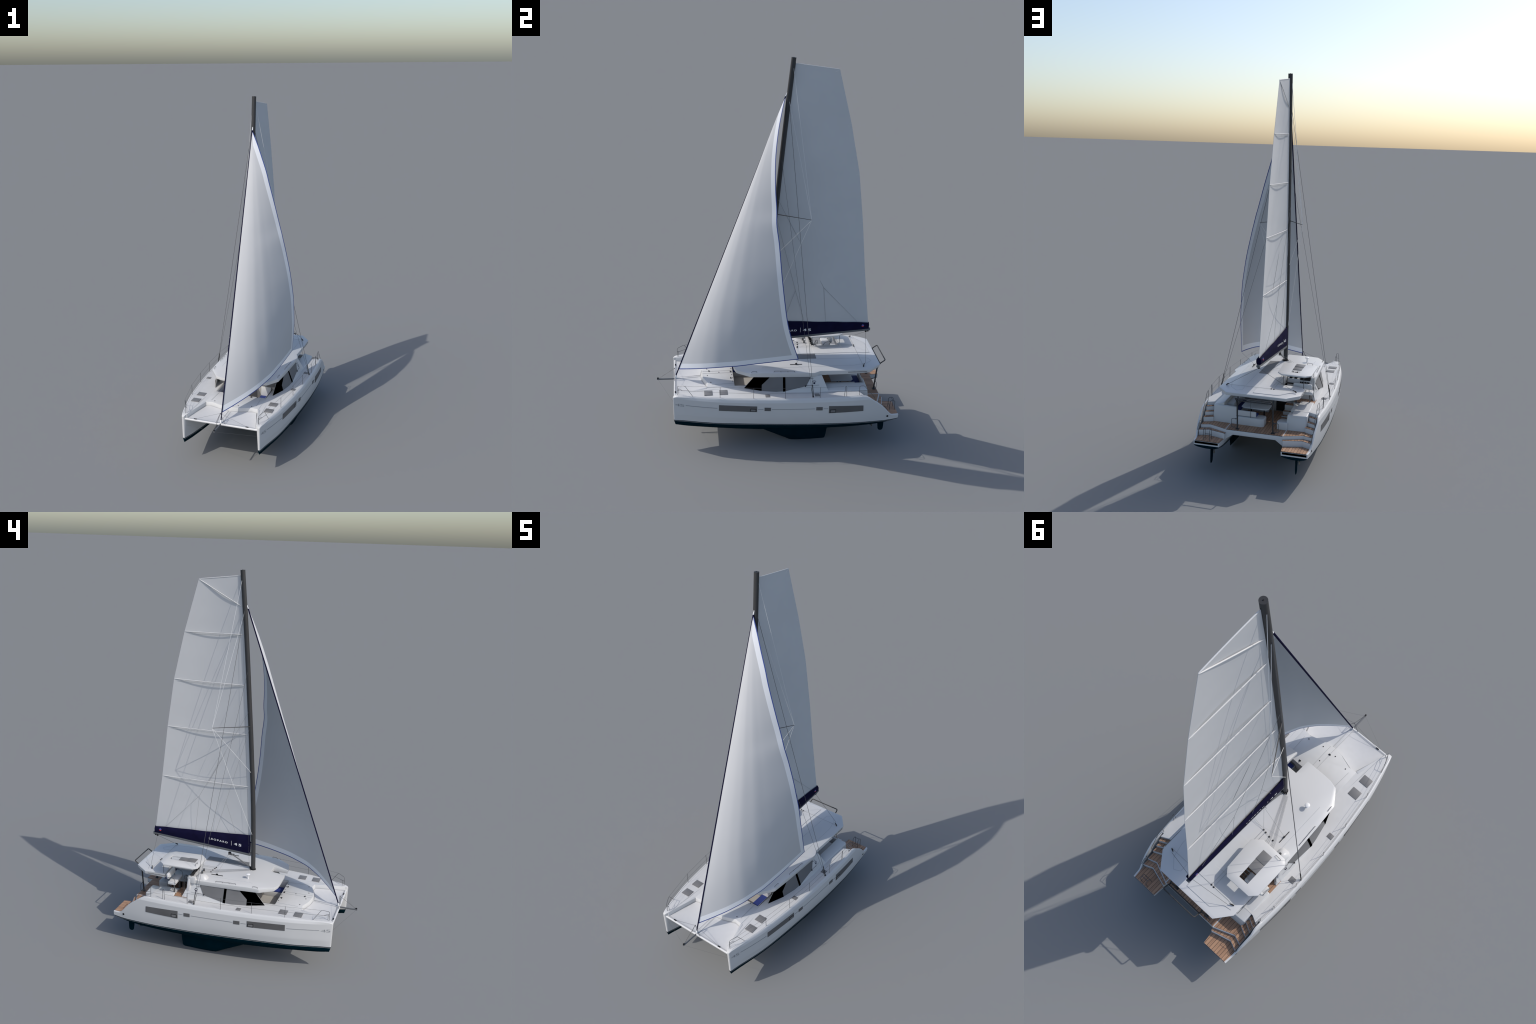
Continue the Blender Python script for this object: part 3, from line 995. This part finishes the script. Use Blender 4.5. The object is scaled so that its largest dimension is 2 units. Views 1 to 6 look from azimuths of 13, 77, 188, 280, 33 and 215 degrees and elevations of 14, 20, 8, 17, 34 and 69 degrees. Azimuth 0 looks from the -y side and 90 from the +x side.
for x0, x1, y0, y1 in ((.0180, .1180, .4080, .4560), (.1220, .1875, .2640, .4460), (.008, .186, .2200, .2600)):
    link("cushion", Build().box(x0, x1, y0, y1, .2610, .2690).mesh(bevel=.003, seg=3), "cushion", cockpit, angle=60)
link("bench_backrest", Build().box(.0170, .1180, .4570, .4670, .2640, .2920).mesh(bevel=.004, seg=3), "gelcoat", cockpit, angle=50)
B = Build()
B.prism([(-.0330, .3300), (-.0200, .2880), (.1130, .2880), (.1130, .4000), (.0990, .4130), (-.0200, .4130), (-.0330, .4000)], .2860, .2925)
table = link("table", B.mesh(bevel=.002), "gelcoat", cockpit)
B = Build()
for x in (.005, .075): B.tube([(x, .350, .2210), (x, .350, .2870)], .0035, 10)
link("table_leg", B.mesh(), "black", table)
# starboard lounge: long sun bench stepping down aft
B = Build()
B.prism([(-.1760, .2930), (-.2445, .2930), (-.2445, .4570), (-.1600, .4620)], .2180, lambda x, y: .3170 - .0200 * (y - .293) / .16)
B.prism([(-.1380, .4240), (-.2440, .4240), (-.2440, .4700), (-.1380, .4740)], .2180, .2960, [(-.1440, .4180), (-.2400, .4180), (-.2380, .4560), (-.1440, .4600)])
link("sun_bench", B.mesh(bevel=.0045, seg=3), "gelcoat", cockpit, angle=50)
B = Build()
B.prism([(-.0930, .4450), (-.1060, .4180), (-.1500, .4180), (-.1500, .4790), (-.1000, .4770), (-.0930, .4700)], .2190, .2600)
B.box(-.1780, -.1400, .3000, .4240, .2190, .2580)
link("bench", B.mesh(bevel=.005, seg=3), "gelcoat", cockpit, angle=50)
link("cushion", Build().box(-.1760, -.1420, .3100, .4160, .2575, .2660).mesh(bevel=.003, seg=3), "cushion", cockpit, angle=60)

# stern: platform, steps, aft deck ------------------------------------------------
def quad(a, b, c, d): return [a, b, c, d]
for s in (1, -1):
    def S(*pts): return [(s * x, y) for x, y in pts]
    B = Build()
    e2 = ((.2850, .5635), (.2420, .5465), (.1500, .5715))          # front edges of the steps: outer, knee, inner
    e3 = ((.2850, .5325), (.2420, .5185), (.1450, .5565))
    e4, e5, e6, e7 = ((.2855, .4945), (.2395, .4735)), ((.2865, .4685), (.2440, .4470)), ((.2880, .4475), (.2485, .4275)), ((.2890, .4290), (.2490, .4090))
    B.prism(S((.2820, .6272), (.1560, .6280), (.1500, .5700), (.2820, .5500)), .1650, .1740)
    B.prism(S(*e2, (.1470, .4760), (.2855, .4400)), .1655, .2030)
    B.prism(S(*e3, (.1440, .4700), (.2850, .4350)), .1660, .2195)
    B.prism(S(*e4, (.2390, .4300), (.2862, .4300)), .1670, .2440)
    B.prism(S(*e5, (.2435, .4200), (.2868, .4200)), .1680, .2630)
    B.prism(S(*e6, (.2480, .4150), (.2885, .4150)), .1690, .2840)
    B.prism(S(*e7, (.2430, .4080), (.2890, .4080)), .1700, .3030)
    st = link("stern_steps", B.mesh(bevel=.0009), "gelcoat")
    k = .0022
    def off(p, d=.0025): return (p[0] - .0015, p[1] - d)
    planks(TB, TC, S((.2830, .6275), (.1565, .6280), (.1510, .5735), (.2420, .5490), (.2830, .5655)), .1763)
    planks(TB, TC, S(*[off(p) for p in e2], (.1455, .5590), (.2420, .5210), (.2835, .5345)), .2052)
    planks(TB, TC, S(off(e3[0]), off(e3[1]), (.2400, .4760), (.2835, .4960)), .2217)
    planks(TB, TC, S((.2395, .5165), (.1480, .5520), (.1480, .4700), (.2395, .4700)), .22175)
    planks(TB, TC, S(off(e4[0]), off(e4[1]), (.2440, .4490), (.2850, .4700)), .2462)
    planks(TB, TC, S(off(e5[0]), off(e5[1]), (.2485, .4295), (.2860, .4490)), .2652)
    planks(TB, TC, S(off(e6[0]), off(e6[1]), (.2495, .4110), (.2875, .4305)), .2862)
    B = Build()
    B.box(*sorted((s * .1620, s * .2820)), .6200, .6293, .1605, .1712)
    link("transom_recess", B.mesh(), "pane_black", st)
    B = Build()
    B.tube(rounded([(s * .2905, .541, .2290), (s * .2910, .545, .2330), (s * .2915, .566, .2080), (s * .2912, .566, .2030)], .002), .0010, 6)
    B.ball((s * .2895, .5320, .2400), .0020, 8, 5)
    link("step_handle", B.mesh(), "black", st)
    # pale nosing at the inboard edge of the aft deck
    link("deck_nosing", Build().prism(S((.1440, .4700), (.1485, .4700), (.1485, .5560), (.1440, .5560)), .2170, .2222).mesh(bevel=.0005), "gelcoat", st)
teak = link("teak_decking", TB.mesh(merge=0, bevel=0), "teak", stuff=True, smooth=False)
link("teak_caulking", TC.mesh(merge=0), "caulk", teak, stuff=True, smooth=False)

# arch, davit frame, gates, ladder ------------------------------------------------
B = Build()
for s in (1, -1):
    B.tube([(s * .0910, .5380, .2210), (s * .0910, .5500, .3700), (s * .0910, .5370, .3900)], .0038, 10)
    B.box(s * .091 - .009, s * .091 + .009, .531, .545, .2213, .2240)
frame = rounded([(-.0910, .5500, .3500), (-.0910, .5640, .3800), (-.0910, .5910, .3990), (.0910, .5910, .3990), (.0910, .5640, .3800), (.0910, .5500, .3500)], .009)
B.tube(frame, .0030, 10)
B.tube([(-.091, .5630, .3790), (.091, .5630, .3790)], .0030, 10)
arch = link("davit_arch", B.mesh(), "mast")
B = Build()
for s in (1, -1):
    B.tube(rounded([(s * .0910, .5420, .2760), (s * .1210, .5430, .2760), (s * .1210, .5430, .2320), (s * .0910, .5420, .2320)], .008), .0014, 6)
    B.ball((s * .099, .5425, .276), .003, 8, 6)
link("stern_gate", B.mesh(), "steel", arch)
B = Build()
B.tube([(.045, .470, .262), (.045, .470, .383)], .0010, 6)
link("awning_pole", B.mesh(), "steel", arch)
B = Build()
for x in (.2075, .2410):
    B.tube(rounded([(x, .6200, .1760), (x, .6190, .2330), (x, .5930, .2330), (x, .5920, .1760)], .012), .0014, 6)
B.tube([(.2075, .606, .2345), (.2410, .606, .2345)], .0012, 6)
B.tube([(.2075, .592, .200), (.2410, .592, .200)], .0011, 6)
ladder = link("swim_ladder", B.mesh(), "steel")

# ------------------------------------------------------------------ guard rails
rails = bpy.data.objects.new("guard_rail", None); SC.objects.link(rails); rails.parent = ROOT
me = Build().tube([(0, 0, -.001), (0, 0, .0615)], .0011, 6).mesh()
first = None
posts = [(.272, -.328, .304), (.2915, -.155, .305), (.3035, .009, .305), (.3070, .192, .305)]
for s in (1, -1):
    for x, y, z in posts:
        if first is None:
            first = link("stanchion", me, "steel", rails); first.location = (s * x, y, z)
        else:
            again(first, (s * x, y, z))
B = Build()
for s in (1, -1):
    top = [(s * .2345, -.5085, .3575)] + [(s * x, y, z + .060) for x, y, z in posts] + [(s * .3010, .3180, .3620)]
    mid = [(s * .2390, -.490, .331)] + [(s * x, y, z + .029) for x, y, z in posts] + [(s * .3010, .3200, .3340)]
    B.tube(top, .0005, 5); B.tube(mid, .0005, 5)
    B.tube([(s * .3000, .3380, .3600), (s * .2935, .4040, .3570)], .0005, 5)
    B.tube([(s * .3000, .3400, .3330), (s * .2935, .4040, .3290)], .0005, 5)
link("lifeline", B.mesh(), "wire", rails)
for s in (1, -1):
    B = Build()
    B.tube(rounded([(s * .2160, -.5475, .294), (s * .2150, -.5475, .3470), (s * .2345, -.5090, .3585), (s * .2440, -.4680, .300)], .010), .0011, 6)
    B.tube([(s * .2155, -.5475, .3230), (s * .2390, -.4900, .3315)], .0009, 6)
    B.tube([(s * .2100, -.5400, .2950), (s * .2090, -.5400, .3280), (s * .2155, -.5475, .3300)], .0009, 6)
    B.tube([(s * .2090, -.5400, .3280), (s * .2260, -.5210, .3270)], .0009, 6)
    link("pulpit", B.mesh(), "steel", rails)
    B = Build()
    B.tube(rounded([(s * .3000, .3230, .3030), (s * .3010, .3260, .3630), (s * .3005, .3320, .3630), (s * .2990, .3360, .3030)], .005), .0011, 6)
    link("gate_hoop", B.mesh(), "steel", rails)
    B = Build()
    B.tube(rounded([(s * .2935, .4045, .3020), (s * .2930, .4040, .3580), (s * .2905, .4290, .3570), (s * .2885, .4900, .2850), (s * .2890, .4950, .2680)], .006), .0011, 6)
    B.tube([(s * .2932, .4042, .3300), (s * .2890, .4480, .3300)], .0009, 6)
    link("pushpit", B.mesh(), "steel", rails)

# ------------------------------------------------------------------ deck hatches
def hatch(cx, cy, w, d, z, parent):
    o = Build()
    o.box(cx - w / 2, cx + w / 2, cy - d / 2, cy + d / 2, z - .002, z + .0022)
    return link("deck_hatch", o.mesh(bevel=.0008), "hatch", parent)
for h, s in zip(hulls, (1, -1)):
    hatch(s * .2205, -.3865, .0480, .0430, .3025, h)
    hatch(s * .2205, -.3070, .0480, .0430, .3035, h)
    hatch(s * .2705, -.0790, .0265, .0240, .3035, h)
    hatch(s * .2765, .1825, .0270, .0265, .3035, h)

# ------------------------------------------------------------------ spars
# the mast is raked aft and bowed forward in its middle
mast_y = pchip([.40, .517, .643, .767, .889, 1.008, 1.183, 1.297, 1.516, 1.733, 2.00], [-.0742, -.0720, -.0683, -.0635, -.0570, -.0492, -.0376, -.0288, -.0126, .0050, .0292])
B = Build()
B.tube([(0, mast_y(z), z) for z in np.linspace(.412, 1.9985, 40)], .0120, 24)
mast = link("mast", B.mesh(), "mast", angle=50)
B = Build()
B.tube([(0, mast_y(.41), .4090), (0, mast_y(.42), .4200)], [.0165, .0140], 20)
for k in range(5):
    q = math.pi * (.15 + .7 * k / 4)
    B.ball((math.cos(q) * .019, mast_y(.413) + math.sin(q) * .016, .4170), .0032, 8, 5)
link("mast_collar", B.mesh(), "black", mast)
B = Build()
B.tube([(0, mast_y(z) + .0120, z) for z in np.linspace(.60, 1.975, 30)], .0011, 5)
link("sail_track", B.mesh(), "black", mast)
B = Build()
B.tube([(0, .029, 1.9975), (0, .029, 2.0000)], .002, 8)
link("mast_light", B.mesh(), "black", mast)
B = Build()
for s in (1, -1):
    B.tube([(s * .0100, mast_y(1.215), 1.2160), (s * .1170, .1350, 1.2160)], [.0022, .0013], 8)
link("spreader", B.mesh(), "mast", mast)
# boom
B = Build()
rows = []
for t in np.linspace(0, 1, 12):
    y, zb, zt = -.0560 + .5705 * t, .4905 + .0485 * t, .5120 + .0430 * t
    n = 14
    rows.append([(.0098 * math.cos(q) * (1 - .1 * t), y, (zb + zt) / 2 + (zt - zb) / 2 * math.copysign(abs(math.sin(q)) ** .7, math.sin(q))) for q in [2 * math.pi * j / n for j in range(n)]])
b = B.grid(rows, close=True)
B.cap([b + j for j in range(14)][::-1]); B.cap([b + 11 * 14 + j for j in range(14)])
boom = link("boom", B.mesh(), "boom", angle=40)
B = Build()
B.tube([(0, -.0600, .4230), (0, .0640, .4920)], .0034, 10)
link("boom_vang", B.mesh(), "boom", boom)
B = Build()
B.box(-.004, .004, .056, .070, .4840, .4955); B.box(-.004, .004, -.066, -.054, .4170, .4270)
B.box(-.0035, .0035, .488, .497, .5290, .5375); B.box(-.003, .003, .500, .508, .5320, .5400)
B.tube([(-.012, .057, .483), (.012, .057, .483)], .001, 5)
link("boom_fitting", B.mesh(bevel=.001), "black", boom)
B = Build()
for s in (1, -1):
    B.tube([(0, .493, .5320), (s * .1660, .4600, .4240)], .0008, 5)
link("mainsheet", B.mesh(), "wire", boom)
# stacked-sail bag on the boom
rng = random.Random(3)
def bag_top(t): return .6125 - .0245 * t + .0012 * math.sin(9 * t + .6) * (1 - t * .4) + .0008 * math.sin(23 * t)
def bag_side(s, t, h, out=0.0):
    """t along the boom, h from the boom to the top edge"""
    y = -.0520 + .5570 * t
    zb = .5080 + .0450 * t
    zt = bag_top(t)
    w = (.0098 * (1 - .1 * t) + .0030 * math.sin(math.pi * min(1, h * 1.05)) + .0022 * h * (1 - .6 * t))
    w += .0009 * noise.noise((t * 14, h * 3.0 + s, 5.0)) + .0007 * math.sin(26 * t + 7 * h + s) * h * (1 - t)
    w *= 1 - .45 * max(0, h - .75) / .25
    return (s * (w + out), y, zb + (zt - zb) * h)
B = Build()
for s in (1, -1):
    B.sheet([[bag_side(s, t, h) for t in np.linspace(0, 1, 60)] for h in np.linspace(0, 1, 12)], .0012)
for t in (0, 1):
    B.sheet([[bag_side(1, t, h) for h in np.linspace(0, 1, 12)], [bag_side(-1, t, h) for h in np.linspace(0, 1, 12)]], .0012)
bag = link("sail_bag", B.mesh(merge=0), "navy", boom, angle=60)
for s in (1, -1):
    # lettering reads from aft on one side, from forward on the other
    def place(me, y0, z0, k=1.0):
        def fn(u, v):
            y = (y0 - u * k) if s < 0 else (y0 + u * k)
            t = (y + .0520) / .5570
            z = z0(y) + v
            zb, zt = .5080 + .0450 * t, bag_top(t)
            return bag_side(s, t, (z - zb) / (zt - zb), .0012)
        return print_on(me, fn)
    base = (lambda y: .5492 + (y - .07) * .094) if s < 0 else (lambda y: .5490)
    me, w = text_mesh("LEOPARD", .0105, 1.35, 1.35, .018)
    L0, L1, X, N0, N1 = (.1800, .0715, .0505, .0360, -.0070) if s < 0 else (-.0055, .1030, .1225, .1365, .1815)
    link("bag_lettering", place(me, L0, (lambda y: base(y) - (0 if s < 0 else -.0)), abs(L1 - L0) / w), "white", bag, smooth=False)
    bar = Build(); bar.v = [(-.0008, -.0065, 0), (.0008, -.0065, 0), (.0008, .0215, 0), (-.0008, .0215, 0)]; bar.f = [(0, 1, 2, 3)]
    link("bag_bar", place(bar.mesh(merge=0), X, base), "white", bag, smooth=False)
    me, w = text_mesh("45", .0150, 1.35, 1.3, .018)
    link("bag_number", place(me, N0, base, abs(N1 - N0) / w), "white", bag, smooth=False)
    for nm, lo, hi, mt in (("badge", 0, 1, "sky"), ("badge_half", .5, 1, "red")):
        P = Build()
        pts = [(math.cos(q) * .0068, math.sin(q) * .0068) for q in ([2 * math.pi * j / 20 for j in range(20)] if lo == 0 else [math.pi + math.pi * j / 12 for j in range(13)])]
        P.v = [(a, b, 0) for a, b in pts]; P.f = [tuple(range(len(pts)))]
        me = P.mesh(merge=0)
        def fn(u, v, o=.0012 if lo == 0 else .0018):
            y = .470 + u
            t = (y + .0520) / .5570
            z = .5735 + v
            zb, zt = .5080 + .0450 * t, bag_top(t)
            return bag_side(s, t, (z - zb) / (zt - zb), o)
        link(nm, print_on(me, fn), mt, bag, smooth=False)

# ------------------------------------------------------------------ mainsail
luff_z = [.575, .884, 1.169, 1.427, 1.684, 1.970]
leech = [(.5030, .575), (.4610, .8900), (.4290, 1.1720), (.3920, 1.4310), (.3340, 1.6810), (.2580, 1.9460)]
depth_at = line([.57, .60, .66, .75, .9, 1.17, 1.43, 1.68, 1.82, 1.97], [.000, .003, .010, .0150, .0172, .0158, .0136, .0105, .0075, .001])
def main_point(u, v):
    """u: luff to leech, v: 0..5 along the batten bays"""
    i = min(4, int(v)); t = v - i
    z0 = luff_z[i] * (1 - t) + luff_z[i + 1] * t
    a = (mast_y(z0) + .0125, z0)
    b = [leech[i][k] * (1 - t) + leech[i + 1][k] * t for k in (0, 1)]
    y, z = a[0] + (b[0] - a[0]) * u, a[1] + (b[1] - a[1]) * u
    g = math.sin(math.pi * u ** .93)
    return (depth_at(z) * g, y, z)
B = Build()
B.sheet([[main_point(u, v) for u in np.linspace(0, 1, 37)] for v in np.linspace(0, 5, 91)], .0010)
main = link("mainsail", B.mesh(merge=0), "sail", angle=80)
def batten(a, b, bulge, r=.0021):
    pts = []
    for u in np.linspace(0.0, 1, 25):
        p = Vector(a) * (1 - u) + Vector(b) * u
        pts.append((p.x + bulge * math.sin(math.pi * u), p.y, p.z))
    return Build().tube(pts, [r * (1 if .03 < u < .97 else .55) for u in np.linspace(0, 1, 25)], 8).mesh()
ends = [((0, .4600, .8895), (.000, -.0400, .8840), -.001), ((0, .4285, 1.1715), (.000, -.0200, 1.1690), -.001), ((0, .3910, 1.4305), (.000, .0000, 1.4270), -.001),
        ((0, .3335, 1.6805), (.000, .0180, 1.6840), -.001), ((0, .2575, 1.9440), (.000, .0300, 1.8220), -.001), ((0, .2580, 1.9460), (0, .0440, 1.9700), .001)]
for a, b, g in ends:
    link("batten", batten(a, b, g), "batten", main)
# second tape just below each batten
for (a, b, g) in ends[:4]:
    a2, b2 = (a[0] + .001, a[1] + .0012, a[2] - .010), (b[0] + .001, b[1] - .001, b[2] - .010)
    link("batten_tape", batten(a2, b2, g + .005, .0010), "batten", main)

# ------------------------------------------------------------------ headsail
tack, head, clew = Vector((0, -.5400, .3290)), Vector((0, -.0050, 1.8120)), Vector((.2150, .0850, .4840))
lz = [.484, .635, .705, .822, .963, 1.125, 1.238, 1.275, 1.378, 1.455, 1.531, 1.580, 1.669, 1.748, 1.812]
lx = pchip(lz, [.215, .239, .246, .2485, .2385, .213, .1915, .1815, .1575, .138, .1165, .103, .069, .034, .000])
ly = pchip(lz, [.085, .035, .017, -.0025, -.021, -.0375, -.0515, -.051, -.057, -.059, -.057, -.053, -.040, -.022, -.005])
camber = pchip([0, .129, .254, .378, .492, .655, .859, 1], [0, .0548, .0966, .1165, .1155, .090, .041, 0])
rise = pchip([0, .129, .254, .378, .492, .655, .859, 1], [0, .012, .0225, .0275, .0258, .0210, .010, 0])
fuller = pchip([0, .3, .4, .5, .7, .8, 1], [1, .96, .99, 1.07, 1.08, 1.15, 1.4])
draft = pchip([0, .3, 1], [1, .83, .80])                                       # the belly moves forward higher up
def jib_point(u, v):
    a = tack + (head - tack) * v
    z = clew.z + (head.z - clew.z) * v
    b = Vector((lx(z), ly(z), z))
    c = b - a
    h = Vector((c.x, c.y, 0)); L = h.length
    nrm = Vector((c.y, -c.x, 0)).normalized() if L > 1e-6 else Vector((1, 0, 0))
    return a + c * u + nrm * camber(u ** draft(v)) * L * fuller(v) + Vector((0, 0, rise(u) * max(0, 1 - v) ** 5))
def chord(v):
    return max(.012, (Vector(jib_point(1, v)) - Vector(jib_point(0, v))).length)
def u_at(v, w): return max(.35 if v > .9 else .0, 1 - w / chord(v))
VS = [float(q) for q in np.linspace(0, 1, 71) ** 1.0]
v_edge, v_band = .0036, .0235
vs_body = sorted([q for q in VS if q > v_band + .004] + [v_band])
def band(ua, ub, vs, n, th=.0010):
    B = Build()
    B.sheet([[jib_point(ua(v) + (ub(v) - ua(v)) * j / n, v) for j in range(n + 1)] for v in vs], th)
    return B
one, zero = (lambda v: 1.0), (lambda v: 0.0)
ub, ue = (lambda v: u_at(v, .0270)), (lambda v: u_at(v, .0042))
jib = link("headsail", band(zero, ub, vs_body, 40).mesh(merge=0), "jib", angle=80)
B = band(ub, ue, [v_edge, v_band] + vs_body[1:], 4)
C = band(zero, ub, [v_edge, v_band], 40)
b = len(B.v); B.v += C.v; B.f += [tuple(b + i for i in f) for f in C.f]
bandob = link("headsail_band", B.mesh(merge=0), "jibband", jib, angle=80)
B = band(ue, one, [0, v_edge, v_band] + vs_body[1:], 1)
C = band(zero, ue, [0, v_edge], 44)
b = len(B.v); B.v += C.v; B.f += [tuple(b + i for i in f) for f in C.f]
edge = link("headsail_edge", B.mesh(merge=0), "blue", jib, angle=80)
B = Build()
B.tube([(0, -.5545, .2930), (0, -.0040, 1.8130)], .0032, 10)
stay = link("furled_luff", B.mesh(), "navy", jib)
B = Build()
B.tube([(0, -.0040, 1.8120), (0, .004, 1.8320)], [.0032, .0020], 8)
B.tube([(0, -.5580, .2755), (0, -.5560, .2840), (0, -.5545, .2930)], [.0045, .0060, .0030], 12)
link("furling_drum", B.mesh(), "dome", jib)

# ------------------------------------------------------------------ standing rigging
rig = bpy.data.objects.new("standing_rigging", None); SC.objects.link(rig); rig.parent = ROOT
for s in (1, -1):
    base = Vector((s * .3050, .1580, .3060))
    B = Build()
    cap = Vector((s * .0110, mast_y(1.80), 1.8030))
    low = Vector((s * .0110, mast_y(1.50), 1.5000))
    B.tube([base, cap], .0010, 5)
    B.tube([base + Vector((-s * .002, -.004, 0)), low], .0007, 5)
    link("shroud", B.mesh(), "wire", rig)
    B = Build()
    d = (cap - base).normalized()
    B.tube([base + d * .002, base + d * .012, base + d * .040, base + d * .068], [.0030, .0018, .0018, .0024], 8)
    d2 = (low - base).normalized()
    B.tube([base + Vector((-s * .002, -.004, 0)), base + Vector((-s * .002, -.004, 0)) + d2 * .050], .0015, 8)
    link("turnbuckle", B.mesh(), "black", rig)
    B = Build()
    tip = Vector((s * .1170, .1350, 1.2150))
    for z in (1.950, 1.790, .9680, .6170):
        B.tube([tip, (s * .0100, mast_y(z) + .004, z)], .0009, 5)
    link("diamond_stay", B.mesh(), "rope", rig)
    B = Build()
    x = s * .0125
    f1, f2 = Vector((s * .0170, .2380, .8040)), Vector((s * .0170, .0850, .7910))
    B.tube([(s * .0100, mast_y(1.30), 1.3000), f1, (x, .4350, .6000)], .0006, 5)
    B.tube([f1, (x, .2600, .6030)], .0006, 5)
    B.tube([(s * .0100, mast_y(1.22), 1.2150), f2, (x, .1410, .6090)], .0006, 5)
    B.tube([f2, (x, .0280, .6160)], .0006, 5)
    link("lazy_jack", B.mesh(), "cord", rig)
B = Build()
B.tube([(-.0080, mast_y(1.95) + .008, 1.95), (-.0150, -.045, .62), (-.013, -.055, .43)], .0004, 5)
B.tube([(.0080, mast_y(1.8) - .004, 1.80), (.0125, mast_y(.5), .50)], .0004, 5)
link("halyard", B.mesh(), "wire", rig)

# ------------------------------------------------------------------ into the scene
for o in list(bpy.data.objects):                      # thing > part > sub-part, no deeper
    if o.children and o.parent and o.parent is not ROOT:
        o.parent = ROOT
TURN = math.radians(-6.0)
ROOT.rotation_euler = (0, 0, TURN)
ROOT.location = (-.0175, 0, 0)
bpy.context.view_layer.update()
